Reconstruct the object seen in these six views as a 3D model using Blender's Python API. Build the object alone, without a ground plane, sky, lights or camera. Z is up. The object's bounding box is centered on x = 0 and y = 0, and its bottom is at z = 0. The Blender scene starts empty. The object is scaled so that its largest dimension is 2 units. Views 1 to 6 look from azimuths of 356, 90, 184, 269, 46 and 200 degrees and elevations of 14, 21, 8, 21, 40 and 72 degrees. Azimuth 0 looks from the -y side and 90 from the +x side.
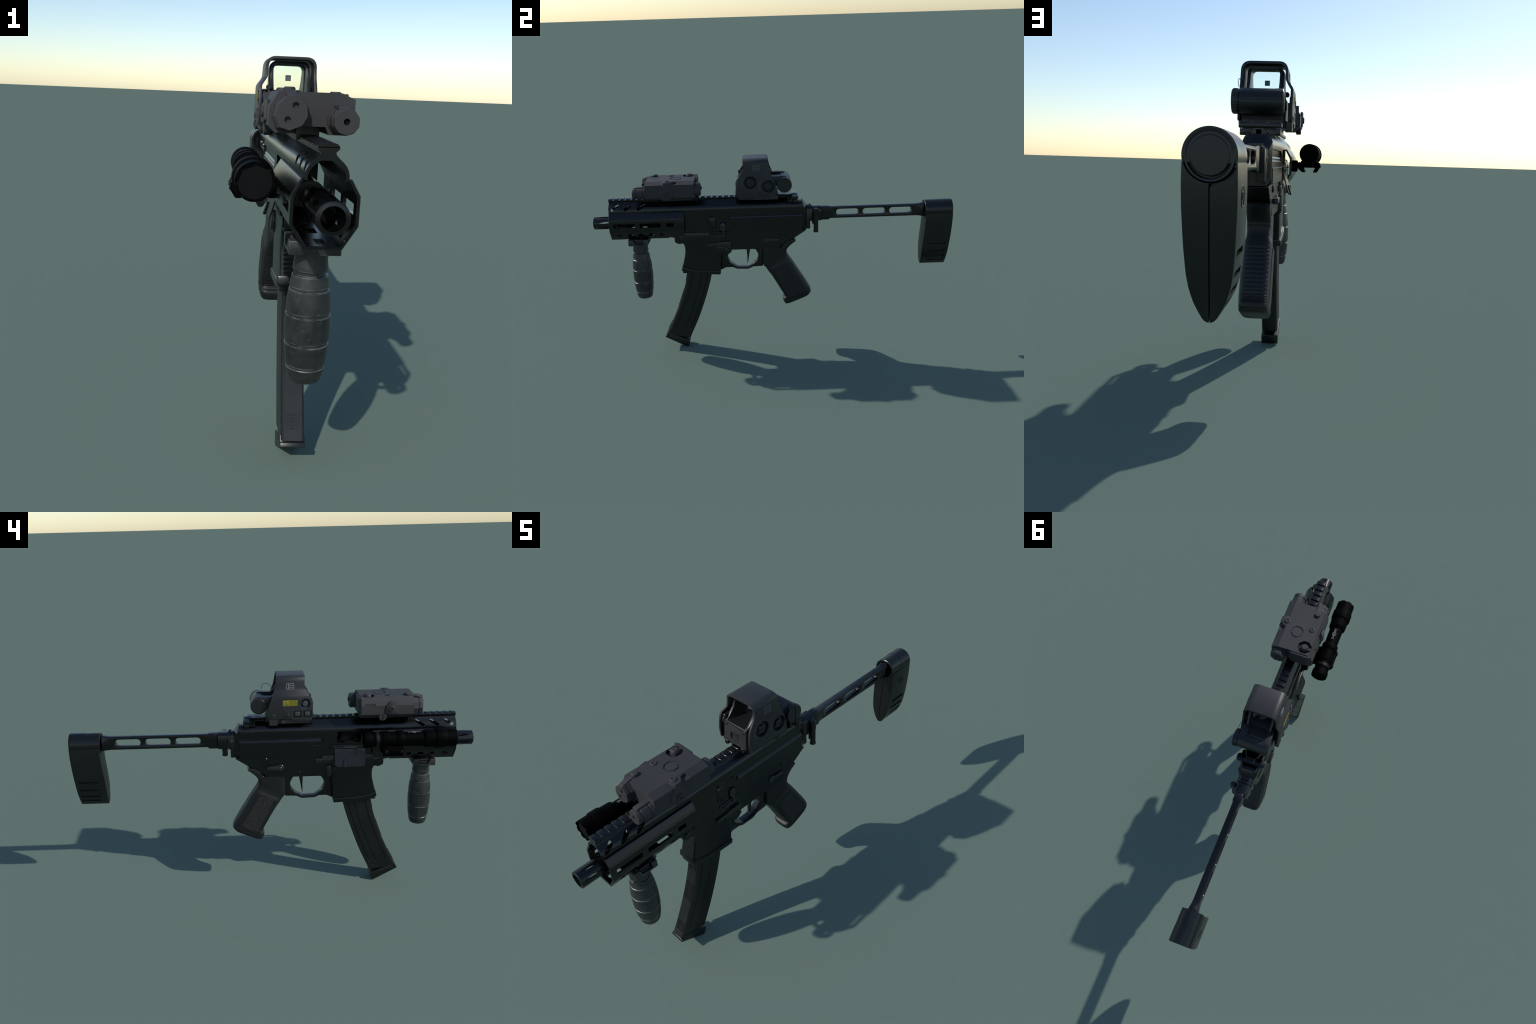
# Compact carbine with folding stock, holographic sight, aiming laser, weapon light and fore grip.
# The barrel runs along -y, the stock along +y, the bore plane of symmetry is x = CX.
import bpy, bmesh, math, random
from mathutils import Vector, Matrix

random.seed(7)
CX = 0.042
pi = math.pi
COL = bpy.context.scene.collection

# ------------------------------------------------------------------ materials
def new_mat(name):
    m = bpy.data.materials.new(name)
    m.use_nodes = True
    nt = m.node_tree
    b = nt.nodes["Principled BSDF"]
    return m, nt, b

def finish_mat(name, col, rough, metallic=0.0, spec=0.5, var=0.25, scale=9.0, grain=260.0, bump=0.05,
               specks=0.0, speck_col=(0.2, 0.2, 0.2), rough_var=0.10, edge=0.0, edge_col=(0.25, 0.26, 0.27), scratch=0.0):
    """Paint-like surface: slow blotches, fine grain in roughness and bump, optional specks and worn edges."""
    m, nt, b = new_mat(name)
    N, L = nt.nodes, nt.links
    tc = N.new("ShaderNodeTexCoord")
    n1 = N.new("ShaderNodeTexNoise"); n1.inputs["Scale"].default_value = scale; n1.inputs["Detail"].default_value = 6
    L.new(tc.outputs["Object"], n1.inputs["Vector"])
    r1 = N.new("ShaderNodeValToRGB")
    r1.color_ramp.elements[0].position = 0.3; r1.color_ramp.elements[1].position = 0.72
    r1.color_ramp.elements[0].color = (*[c * (1 - var) for c in col], 1)
    r1.color_ramp.elements[1].color = (*[c * (1 + var) for c in col], 1)
    L.new(n1.outputs["Fac"], r1.inputs["Fac"])
    out = r1.outputs["Color"]
    n2 = N.new("ShaderNodeTexNoise"); n2.inputs["Scale"].default_value = grain; n2.inputs["Detail"].default_value = 3
    L.new(tc.outputs["Object"], n2.inputs["Vector"])
    if specks > 0:
        n3 = N.new("ShaderNodeTexNoise"); n3.inputs["Scale"].default_value = 75; n3.inputs["Detail"].default_value = 5
        n3.inputs["Roughness"].default_value = 0.65
        L.new(tc.outputs["Object"], n3.inputs["Vector"])
        r3 = N.new("ShaderNodeValToRGB")
        r3.color_ramp.elements[0].position = 1 - specks; r3.color_ramp.elements[1].position = min(1.0, 1.06 - specks)
        L.new(n3.outputs["Fac"], r3.inputs["Fac"])
        mx = N.new("ShaderNodeMix"); mx.data_type = 'RGBA'
        L.new(r3.outputs["Color"], mx.inputs[0]); L.new(out, mx.inputs[6]); mx.inputs[7].default_value = (*speck_col, 1)
        out = mx.outputs[2]
    if edge > 0:
        g = N.new("ShaderNodeNewGeometry")
        bv = N.new("ShaderNodeBevel"); bv.inputs["Radius"].default_value = 0.0022; bv.samples = 4
        dt = N.new("ShaderNodeVectorMath"); dt.operation = 'DOT_PRODUCT'
        L.new(g.outputs["Normal"], dt.inputs[0]); L.new(bv.outputs["Normal"], dt.inputs[1])
        rr = N.new("ShaderNodeMapRange")
        rr.inputs[1].default_value = 0.995; rr.inputs[2].default_value = 0.93; rr.inputs[3].default_value = 0; rr.inputs[4].default_value = edge
        L.new(dt.outputs["Value"], rr.inputs[0])
        ml = N.new("ShaderNodeMath"); ml.operation = 'MULTIPLY'
        r4 = N.new("ShaderNodeValToRGB"); r4.color_ramp.elements[0].position = 0.38; r4.color_ramp.elements[1].position = 0.6
        n4 = N.new("ShaderNodeTexNoise"); n4.inputs["Scale"].default_value = 34; n4.inputs["Detail"].default_value = 6
        L.new(tc.outputs["Object"], n4.inputs["Vector"]); L.new(n4.outputs["Fac"], r4.inputs["Fac"])
        L.new(rr.outputs[0], ml.inputs[0]); L.new(r4.outputs["Color"], ml.inputs[1])
        mx = N.new("ShaderNodeMix"); mx.data_type = 'RGBA'
        L.new(ml.outputs[0], mx.inputs[0]); L.new(out, mx.inputs[6]); mx.inputs[7].default_value = (*edge_col, 1)
        out = mx.outputs[2]
    L.new(out, b.inputs["Base Color"])
    mr = N.new("ShaderNodeMapRange")
    mr.inputs[3].default_value = max(0.02, rough - rough_var); mr.inputs[4].default_value = min(1, rough + rough_var)
    L.new(n1.outputs["Fac"], mr.inputs[0]); L.new(mr.outputs[0], b.inputs["Roughness"])
    b.inputs["Metallic"].default_value = metallic
    b.inputs["Specular IOR Level"].default_value = spec
    bp = N.new("ShaderNodeBump"); bp.inputs["Strength"].default_value = bump; bp.inputs["Distance"].default_value = 0.0012
    L.new(n2.outputs["Fac"], bp.inputs["Height"]); L.new(bp.outputs["Normal"], b.inputs["Normal"])
    return m

M_METAL = finish_mat("anodised_metal", (0.0013, 0.0014, 0.0016), 0.27, spec=0.5, bump=0.004, specks=0.22, speck_col=(0.010, 0.0105, 0.011), rough_var=0.04, edge=0.5, edge_col=(0.03, 0.031, 0.032))
M_LOWER = finish_mat("receiver_coating", (0.0015, 0.0016, 0.0017), 0.30, spec=0.5, bump=0.006, specks=0.23, speck_col=(0.010, 0.0105, 0.011), rough_var=0.05, edge=0.4, edge_col=(0.025, 0.026, 0.027))
M_STEEL = finish_mat("worn_steel", (0.013, 0.0135, 0.014), 0.32, spec=0.6, bump=0.06, specks=0.33, speck_col=(0.05, 0.052, 0.055))
M_BRIGHT = finish_mat("bare_steel", (0.12, 0.125, 0.13), 0.28, metallic=0.9, bump=0.05)
M_POLY = finish_mat("grip_polymer", (0.0075, 0.0077, 0.0077), 0.48, bump=0.06, grain=420, spec=0.4)
M_STIP = finish_mat("stippled_rubber", (0.020, 0.0195, 0.0195), 0.7, bump=0.5, grain=330, var=0.5, scale=150, spec=0.3)
M_RUBBER = finish_mat("stock_rubber", (0.0035, 0.0038, 0.0038), 0.33, bump=0.05, specks=0.25, speck_col=(0.009, 0.0095, 0.0095))
M_MAG = finish_mat("magazine_polymer", (0.0042, 0.0042, 0.0043), 0.38, bump=0.06, grain=300)
M_FORE = finish_mat("worn_fore_grip", (0.0165, 0.0173, 0.0177), 0.40, spec=0.6, var=0.45, scale=30, bump=0.10, grain=170, specks=0.40, speck_col=(0.038, 0.0395, 0.040), edge=1.0, edge_col=(0.26, 0.26, 0.265), rough_var=0.14)
M_LASER = finish_mat("laser_housing_polymer", (0.0335, 0.0318, 0.0325), 0.60, bump=0.03, var=0.08, spec=0.35)
M_SIGHT = finish_mat("sight_coating", (0.0215, 0.0216, 0.0224), 0.46, bump=0.03, var=0.10, spec=0.45)
M_SIGHTD = finish_mat("sight_dark_coating", (0.0105, 0.0108, 0.0115), 0.40, bump=0.05, var=0.1, spec=0.45)
M_LIGHT = finish_mat("matt_black_aluminium", (0.0008, 0.0008, 0.0009), 0.62, bump=0.02, spec=0.04, var=0.2)
M_LRING = finish_mat("light_grey_ring", (0.008, 0.008, 0.0083), 0.5, bump=0.03, spec=0.2)
M_BLACK = finish_mat("dark_cavity", (0.0015, 0.0015, 0.0016), 0.7, spec=0.15)
M_MARK = finish_mat("pale_marking", (0.20, 0.215, 0.22), 0.6, bump=0.0, var=0.08)
M_DIM = finish_mat("dim_marking", (0.05, 0.055, 0.06), 0.6, bump=0.0, var=0.08)
M_MARK2 = finish_mat("grey_marking", (0.09, 0.10, 0.105), 0.6, bump=0.0, var=0.08)
M_YEL = finish_mat("yellow_label", (0.26, 0.235, 0.010), 0.5, bump=0.0, var=0.12, scale=60)
M_INK = finish_mat("label_ink", (0.06, 0.055, 0.006), 0.6, bump=0.0, var=0.1)
M_BTN = finish_mat("button_rubber", (0.045, 0.046, 0.048), 0.6, bump=0.25, grain=300)
M_RED = finish_mat("reticle_red", (0.25, 0.035, 0.045), 0.5, bump=0.0, var=0.03)

def film_mat():
    m, nt, b = new_mat("reticle_film")
    N, L = nt.nodes, nt.links
    tc = N.new("ShaderNodeTexCoord")
    n = N.new("ShaderNodeTexNoise"); n.inputs["Scale"].default_value = 300
    L.new(tc.outputs["Object"], n.inputs["Vector"])
    r = N.new("ShaderNodeValToRGB")
    r.color_ramp.elements[0].color = (0.085, 0.108, 0.12, 1); r.color_ramp.elements[1].color = (0.10, 0.125, 0.14, 1)
    L.new(n.outputs["Fac"], r.inputs["Fac"]); L.new(r.outputs["Color"], b.inputs["Base Color"])
    tr = N.new("ShaderNodeBsdfTransparent"); tr.inputs["Color"].default_value = (0.6, 0.85, 1.0, 1)
    mx = N.new("ShaderNodeMixShader"); mx.inputs[0].default_value = 0.88
    L.new(tr.outputs[0], mx.inputs[1]); L.new(b.outputs[0], mx.inputs[2])
    L.new(mx.outputs[0], N["Material Output"].inputs["Surface"])
    return m
M_RET = film_mat()

def glass_mat():
    m, nt, b = new_mat("window_glass")
    N, L = nt.nodes, nt.links
    tc = N.new("ShaderNodeTexCoord")
    n = N.new("ShaderNodeTexNoise"); n.inputs["Scale"].default_value = 40
    L.new(tc.outputs["Object"], n.inputs["Vector"])
    r = N.new("ShaderNodeValToRGB")
    r.color_ramp.elements[0].color = (0.93, 0.97, 0.94, 1); r.color_ramp.elements[1].color = (0.96, 0.99, 0.97, 1)
    L.new(n.outputs["Fac"], r.inputs["Fac"]); L.new(r.outputs["Color"], b.inputs["Base Color"])
    b.inputs["Roughness"].default_value = 0.0
    tr = N.new("ShaderNodeBsdfTransparent"); L.new(r.outputs["Color"], tr.inputs["Color"])
    b.inputs["Base Color"].default_value = (0.05, 0.055, 0.06, 1)
    for l in list(b.inputs["Base Color"].links): L.remove(l)
    mx = N.new("ShaderNodeMixShader"); mx.inputs[0].default_value = 0.04
    L.new(tr.outputs[0], mx.inputs[1]); L.new(b.outputs[0], mx.inputs[2])
    L.new(mx.outputs[0], N["Material Output"].inputs["Surface"])
    return m
M_GLASS = glass_mat()

# ------------------------------------------------------------------ geometry helpers
def raw(verts, faces):
    """Temporary object from vertices and faces, normals made consistent."""
    me = bpy.data.meshes.new("tmp")
    me.from_pydata([tuple(v) for v in verts], [], faces)
    bm = bmesh.new(); bm.from_mesh(me)
    bmesh.ops.recalc_face_normals(bm, faces=bm.faces)
    bm.to_mesh(me); bm.free()
    o = bpy.data.objects.new("tmp", me)
    COL.objects.link(o)
    return o

def prism(pts, x0, x1):
    """Polygon in (y, z) pulled along x."""
    n = len(pts)
    v = [(x0, p[0], p[1]) for p in pts] + [(x1, p[0], p[1]) for p in pts]
    f = [list(range(n)), list(range(n, 2 * n))] + [[i, (i + 1) % n, n + (i + 1) % n, n + i] for i in range(n)]
    return raw(v, f)

def prism_y(pts, y0, y1):
    """Polygon in (x, z) pulled along y."""
    n = len(pts)
    v = [(p[0], y0, p[1]) for p in pts] + [(p[0], y1, p[1]) for p in pts]
    f = [list(range(n)), list(range(n, 2 * n))] + [[i, (i + 1) % n, n + (i + 1) % n, n + i] for i in range(n)]
    return raw(v, f)

def prism_z(pts, z0, z1):
    """Polygon in (x, y) pulled along z."""
    n = len(pts)
    v = [(p[0], p[1], z0) for p in pts] + [(p[0], p[1], z1) for p in pts]
    f = [list(range(n)), list(range(n, 2 * n))] + [[i, (i + 1) % n, n + (i + 1) % n, n + i] for i in range(n)]
    return raw(v, f)

def box(x0, x1, y0, y1, z0, z1):
    return prism([(y0, z0), (y1, z0), (y1, z1), (y0, z1)], x0, x1)

def loft(rings, caps=True):
    n = len(rings[0]); v = []; f = []
    for r in rings: v += r
    for k in range(len(rings) - 1):
        a, b = k * n, (k + 1) * n
        f += [[a + i, a + (i + 1) % n, b + (i + 1) % n, b + i] for i in range(n)]
    if caps:
        f += [list(range(n)), list(range((len(rings) - 1) * n, len(rings) * n))]
    return raw(v, f)

def lathe(axis, c, prof, seg=40, closed=False, rot=0.0):
    """Turned body: prof is [(t, r)] along the axis from point c."""
    rings = []
    for t, r in prof:
        ring = []
        for i in range(seg):
            a = 2 * pi * i / seg + rot
            u, w = r * math.cos(a), r * math.sin(a)
            p = {'x': (t, u, w), 'y': (u, t, w), 'z': (u, w, t)}[axis]
            ring.append((c[0] + p[0], c[1] + p[1], c[2] + p[2]))
        rings.append(ring)
    if closed:
        rings.append(rings[0])
        n = seg; v = []; f = []
        for r in rings[:-1]: v += r
        m = len(rings) - 1
        for k in range(m):
            a, b = k * n, ((k + 1) % m) * n
            f += [[a + i, a + (i + 1) % n, b + (i + 1) % n, b + i] for i in range(n)]
        return raw(v, f)
    return loft(rings)

def cyl(axis, c, r, h, seg=28, rot=0.0, ch=0.0):
    """Cylinder centred at c with optional end chamfers."""
    if ch > 0:
        return lathe(axis, c, [(-h / 2, r - ch), (-h / 2 + ch, r), (h / 2 - ch, r), (h / 2, r - ch)], seg, rot=rot)
    return lathe(axis, c, [(-h / 2, r), (h / 2, r)], seg, rot=rot)

def tube(axis, c, r0, r1, h, seg=40, rot=0.0):
    return lathe(axis, c, [(-h / 2, r0), (-h / 2, r1), (h / 2, r1), (h / 2, r0)], seg, closed=True, rot=rot)

def move(o, d=(0, 0, 0), rot=None, pivot=(0, 0, 0)):
    M = Matrix.Translation(d)
    if rot:
        P = Matrix.Translation(pivot)
        M = M @ P @ Matrix.Rotation(rot[1], 4, rot[0]) @ P.inverted()
    o.data.transform(M)
    return o

def kill(o):
    me = o.data
    bpy.data.objects.remove(o)
    bpy.data.meshes.remove(me)

def apply_mods(o):
    dg = bpy.context.evaluated_depsgraph_get()
    me = bpy.data.meshes.new_from_object(o.evaluated_get(dg))
    old = o.data
    o.modifiers.clear()
    o.data = me
    bpy.data.meshes.remove(old)
    return o

def bevel(o, w, seg=2, ang=35):
    m = o.modifiers.new("b", 'BEVEL'); m.width = w; m.segments = seg; m.limit_method = 'ANGLE'
    m.angle_limit = math.radians(ang); m.use_clamp_overlap = True; m.harden_normals = False
    return apply_mods(o)

def cut(o, *cutters, op='DIFFERENCE'):
    for c in cutters:
        m = o.modifiers.new("c", 'BOOLEAN'); m.object = c; m.operation = op; m.solver = 'EXACT'
    apply_mods(o)
    for c in cutters: kill(c)
    return o

def join(*objs):
    bm = bmesh.new()
    for o in objs:
        bm.from_mesh(o.data)
    me = bpy.data.meshes.new("tmp"); bm.to_mesh(me); bm.free()
    for o in objs: kill(o)
    r = bpy.data.objects.new("tmp", me); COL.objects.link(r)
    return r

def mirror_copy(o):
    """Copy of o reflected in the plane x = CX."""
    me = o.data.copy()
    me.transform(Matrix.Translation((CX, 0, 0)) @ Matrix.Scale(-1, 4, (1, 0, 0)) @ Matrix.Translation((-CX, 0, 0)))
    me.flip_normals()
    r = bpy.data.objects.new("tmp", me); COL.objects.link(r)
    return r

def part(o, name, mat, parent, ang=32, flat=False):
    o.name = name; o.data.name = name
    o.data.materials.clear(); o.data.materials.append(mat)
    if not flat:
        o.data.shade_smooth(); o.data.set_sharp_from_angle(angle=math.radians(ang))
    o.parent = parent
    return o

def rounded(pts, r, n=5):
    """Round the corners of a polygon. r is one radius or one per corner."""
    out = []; N = len(pts)
    for i, p in enumerate(pts):
        rr = r[i] if isinstance(r, (list, tuple)) else r
        p = Vector(p); a = Vector(pts[i - 1]); b = Vector(pts[(i + 1) % N])
        if rr <= 0: out.append(tuple(p)); continue
        da, db = (a - p), (b - p)
        la, lb = da.length, db.length
        da.normalize(); db.normalize()
        c = max(-1, min(1, da.dot(db))); th = math.acos(c)
        t = min(rr / math.tan(th / 2), la * 0.49, lb * 0.49)
        q0, q1 = p + da * t, p + db * t
        for k in range(n + 1):
            s = k / n
            out.append(tuple(q0 * (1 - s) ** 2 + p * 2 * s * (1 - s) + q1 * s * s))
    return out

def rrect(y0, y1, z0, z1, r, n=5):
    return rounded([(y0, z0), (y1, z0), (y1, z1), (y0, z1)], r, n)

def stadium(a, b, r, n=8):
    """Slot outline from point a to point b."""
    a, b = Vector(a), Vector(b); d = (b - a).normalized(); th = math.atan2(d.y, d.x)
    pts = []
    for k in range(n + 1):
        an = th + pi / 2 + pi * k / n; pts.append((a.x + r * math.cos(an), a.y + r * math.sin(an)))
    for k in range(n + 1):
        an = th - pi / 2 + pi * k / n; pts.append((b.x + r * math.cos(an), b.y + r * math.sin(an)))
    return pts

def ngon(c, r, n, rot=0.0):
    return [(c[0] + r * math.cos(2 * pi * k / n + rot), c[1] + r * math.sin(2 * pi * k / n + rot)) for k in range(n)]

def sym(half):
    """Closed (x, z) outline from its right half, x given relative to CX, ordered bottom to top."""
    return [(CX + x, z) for x, z in half] + [(CX - x, z) for x, z in reversed(half) if abs(x) > 1e-9]

def interp(keys, t):
    for (a, va), (b, vb) in zip(keys, keys[1:]):
        if t <= b:
            s = (t - a) / (b - a) if b > a else 0
            return va + (vb - va) * max(0, min(1, s))
    return keys[-1][1]

def smoothpath(pts, n):
    """Catmull-Rom samples through 2D points, evenly in parameter."""
    P = [Vector(p) for p in pts]; P = [2 * P[0] - P[1]] + P + [2 * P[-1] - P[-2]]
    m = len(pts) - 1; out = []
    for k in range(n):
        u = k / (n - 1) * m; i = min(int(u), m - 1); s = u - i
        a, b, c, d = P[i:i + 4]
        out.append(0.5 * ((2 * b) + (c - a) * s + (2 * a - 5 * b + 4 * c - d) * s * s + (3 * b - a - 3 * c + d) * s ** 3))
    return out

def text(body, size, depth, loc, face, parent, name, mat, sx=1.0):
    """Raised lettering; face is '+x', '-x', '+z' or '-y'."""
    cu = bpy.data.curves.new("t", 'FONT'); cu.body = body; cu.size = size; cu.extrude = depth
    cu.align_x = 'CENTER'; cu.align_y = 'CENTER'; cu.resolution_u = 2
    t = bpy.data.objects.new("t", cu); COL.objects.link(t)
    dg = bpy.context.evaluated_depsgraph_get()
    me = bpy.data.meshes.new_from_object(t.evaluated_get(dg))
    bpy.data.objects.remove(t); bpy.data.curves.remove(cu)
    R = {'+x': Matrix(((0, 0, 1), (1, 0, 0), (0, 1, 0))), '-x': Matrix(((0, 0, -1), (-1, 0, 0), (0, 1, 0))),
         '+z': Matrix.Identity(3), '-y': Matrix(((1, 0, 0), (0, 0, -1), (0, 1, 0)))}[face].to_4x4()
    me.transform(Matrix.Translation(loc) @ R @ Matrix.Scale(sx, 4, (1, 0, 0)))
    o = bpy.data.objects.new("tmp", me); COL.objects.link(o)
    return part(o, name, mat, parent, flat=True)

def socket_screw(axis, c, r, h, out):
    """Screw head with a hexagonal socket; out is +1 or -1 along the axis."""
    o = cyl(axis, c, r, h, 20, ch=r * 0.15)
    d = {'x': (1, 0, 0), 'y': (0, 1, 0), 'z': (0, 0, 1)}[axis]
    k = [c[i] + d[i] * out * h * 0.5 for i in range(3)]
    return cut(o, cyl(axis, k, r * 0.5, h * 0.9, 6))

# ------------------------------------------------------------------ root
gun = bpy.data.objects.new("submachine_gun", None)
COL.objects.link(gun)
gun.empty_display_size = 0.1
gun["label"] = "black compact carbine with folding stock, optic, laser, light and grip"
gun["category"] = "gun"

# ------------------------------------------------------------------ upper receiver
HW = 0.048                         # half width of the upper receiver
crown = [(HW, 0.846), (0.0475, 0.854), (0.0455, 0.863), (0.041, 0.872), (0.034, 0.880), (0.026, 0.887), (0.019, 0.894)]
neck = [(0.0165, 0.898), (0.0165, 0.901), (0.0235, 0.9075), (0.0235, 0.9105), (0.021, 0.9125)]

# forward shell over the hand guard, hollow, with three slanted vents per side
outer = [(HW, 0.842)] + crown + neck
inner = [(0.0, 0.884), (0.014, 0.884), (0.022, 0.879), (0.032, 0.870), (0.038, 0.861), (0.0405, 0.852), (0.0405, 0.842)]
def shell(y0, y1):
    right = outer
    pts = [(CX + x, z) for x, z in right] + [(CX - x, z) for x, z in reversed(right)]
    pts += [(CX - x, z) for x, z in reversed(inner)][:-1] + [(CX + x, z) for x, z in inner]
    return prism_y(pts, y0, y1)
vents = []
for k in range(3):
    y = -0.885 + 0.0715 * k
    vents.append(stadium((y + 0.001, 0.8635), (y + 0.034, 0.8815), 0.0072))
front_shell = cut(shell(-0.902, -0.8325), prism(vents[0], CX - 0.08, CX + 0.08))
rear_shell = cut(shell(-0.8320, -0.4925), prism(vents[1], CX - 0.08, CX + 0.08), prism(vents[2], CX - 0.08, CX + 0.08))
upper_front = part(join(front_shell, rear_shell), "upper_shell", M_METAL, gun)

# solid body behind it
body = prism_y(sym([(HW, 0.7225)] + crown + neck), -0.493, 0.137)
tail = prism_y(sym([(HW, 0.7225)] + crown[:4] + [(0.035, 0.8775), (0.030, 0.8795)]), 0.1372, 0.164)
tail = bevel(tail, 0.0015, 1)
# rear end narrows towards the stock adapter
def ring_at(y, hw, zt, zb, top):
    h = [(hw * 0.72, zb), (hw, zb + 0.02), (hw, zt - 0.022), (top, zt)]
    return [(CX + x, y, z) for x, z in h] + [(CX - x, y, z) for x, z in reversed(h)]
end = loft([ring_at(0.1642, HW, 0.8795, 0.7200, 0.030), ring_at(0.172, 0.0455, 0.870, 0.7165, 0.028), ring_at(0.186, 0.036, 0.850, 0.7165, 0.020)])
channel_prof = stadium((-0.236, 0.8145), (0.20, 0.8145), 0.0195)
cutters = []
for s in (1, -1):
    x0, x1 = (CX + s * (HW - 0.006), CX + s * (HW + 0.02))
    cutters.append(prism(channel_prof, min(x0, x1), max(x0, x1)))
body = cut(body, *cutters)
cutters = []
for s in (1, -1):
    x0, x1 = (CX + s * (HW - 0.006), CX + s * (HW + 0.02))
    cutters.append(prism(channel_prof, min(x0, x1), max(x0, x1)))
tail = cut(tail, *cutters)
# ejection port on the left side of the picture plane (-x), window and lever well on +x
body = cut(body, prism(rrect(-0.437, -0.318, 0.786, 0.842, 0.008), CX - HW - 0.02, CX + 0.012),
           prism(rrect(-0.361, -0.314, 0.738, 0.812, 0.002, 2), CX + HW - 0.014, CX + HW + 0.02),
           prism(stadium((-0.279, 0.70), (-0.279, 0.7565), 0.0205), CX + HW - 0.008, CX + HW + 0.02))
holes = [cyl('x', (CX + HW, y, 0.826), 0.0052, 0.008, 14) for y in (-0.351, -0.272)]
body = cut(body, *holes)
upper = part(join(body, tail, end), "upper_receiver", M_METAL, gun)

# raised rib lying in the channel on both sides
lipx = CX + HW
rib = prism_y([(lipx - 0.0070, 0.7940), (lipx - 0.0004, 0.7945), (lipx - 0.0034, 0.7985), (lipx - 0.0042, 0.8032), (lipx - 0.0016, 0.8048), (lipx - 0.0062, 0.8105), (lipx - 0.0070, 0.8105)], -0.238, 0.163)
rib2 = mirror_copy(rib)
part(rib, "receiver_rib", M_METAL, upper); part(rib2, "receiver_rib", M_METAL, upper)
# shallow ledge line along the -x side
part(bevel(box(CX - HW - 0.0025, CX - HW + 0.004, -0.28, 0.150, 0.7225, 0.7745), 0.001, 1), "receiver_side_plate", M_METAL, upper)
# bolt seen through the port, and the curved deflector block filling the window
bolt = bevel(prism(rounded([(-0.45, 0.789), (-0.305, 0.789), (-0.335, 0.80), (-0.35, 0.846), (-0.40, 0.846), (-0.418, 0.80)], 0.004), CX - 0.038, CX + 0.008), 0.002, 2)
part(bolt, "bolt_carrier", M_BLACK, upper)
boltface = lathe('y', (CX - 0.030, -0.378, 0.772), [(-0.028, 0.012), (-0.022, 0.018), (0.022, 0.018), (0.028, 0.012)], 24)
part(boltface, "bolt_body", M_STEEL, upper)
def ball(c, r, n=20):
    return lathe('z', c, [(-r * math.cos(pi * k / n), max(1e-5, r * math.sin(pi * k / n))) for k in range(n + 1)], 32)
wb = cut(box(CX + HW - 0.0135, CX + HW + 0.001, -0.3590, -0.3160, 0.7390, 0.8112),
         ball((CX + HW + 0.022, -0.3375, 0.8245), 0.0320), ball((CX + HW + 0.024, -0.3375, 0.7215), 0.0310))
part(bevel(wb, 0.0008, 1), "brass_deflector", M_LOWER, upper)

# top rail teeth
tooth_prof = [(0.0235, 0.9105), (0.0235, 0.9135), (0.0185, 0.9185)]
tooth0 = bevel(prism_y(sym([(0.0215, 0.9095)] + tooth_prof), -0.010, 0.010), 0.0009, 1)
rail = bpy.data.objects.new("top_rail", None); COL.objects.link(rail); rail.parent = gun
part(tooth0, "rail_tooth", M_METAL, rail)
tooth0.location = (0, -0.892, 0)
for k in range(1, 33):
    t = tooth0.copy(); COL.objects.link(t); t.parent = rail
    t.location = (0, -0.892 + 0.0318 * k, 0)

# ------------------------------------------------------------------ hand guard
og = [(-0.042, 0.692), (0.042, 0.692), (0.075, 0.745), (0.075, 0.811), (0.054, 0.8465)]
ig = [(0.0485, 0.8420), (0.0665, 0.808), (0.0665, 0.7475), (0.0375, 0.7005), (-0.0375, 0.7005)]
poly = [(CX + x, z) for x, z in og] + [(CX + 0.0485, 0.8465)] + [(CX + x, z) for x, z in ig]
poly += [(CX - x, z) for x, z in [ig[2], ig[1], ig[0]]] + [(CX - 0.0485, 0.8465)] + [(CX - x, z) for x, z in [og[4], og[3], og[2]]]
hg = prism_y(poly, -0.902, -0.490)
hg = bevel(hg, 0.0014, 1, 20)
side = [rrect(-0.877, -0.760, 0.767, 0.791, 0.003, 3), rrect(-0.734, -0.618, 0.767, 0.791, 0.003, 3), rrect(-0.589, -0.547, 0.767, 0.789, 0.003, 3)]
cs = [prism(p, CX - 0.12, CX + 0.12) for p in side]
# lower slanted face slots
for k in range(5):
    yc = -0.850 + 0.0588 * k
    pts = [(yc - 0.021, 0.712), (yc + 0.009, 0.712), (yc + 0.021, 0.732), (yc - 0.008, 0.732)]
    cs.append(prism(rounded(pts, 0.004, 3), CX - 0.12, CX - 0.040)); cs.append(prism(rounded(pts, 0.004, 3), CX + 0.040, CX + 0.12))
for k in range(3):
    yc = -0.855 + 0.117 * k
    cs.append(prism_z([(CX + x, y) for x, y in rrect(-0.011, 0.011, yc - 0.028, yc + 0.028, 0.004, 3)], 0.67, 0.715))
# clearance notch and scallop at the rear bottom, rounded rear top corner
cs.append(prism([(-0.581, 0.68), (-0.579, 0.703), (-0.572, 0.696), (-0.56, 0.6945), (-0.548, 0.688), (-0.536, 0.700), (-0.51, 0.702), (-0.497, 0.712), (-0.488, 0.742), (-0.47, 0.742), (-0.47, 0.68)], CX - 0.1, CX + 0.1))
hg = cut(hg, *cs)
hand_guard = part(hg, "hand_guard", M_METAL, gun, 25)
skirt = bevel(prism([(-0.575, 0.7035), (-0.562, 0.694), (-0.550, 0.690), (-0.54, 0.684), (-0.50, 0.690), (-0.50, 0.7035)], CX - 0.030, CX + 0.030), 0.002, 2)
part(skirt, "hand_guard_skirt", M_METAL, hand_guard)

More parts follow.
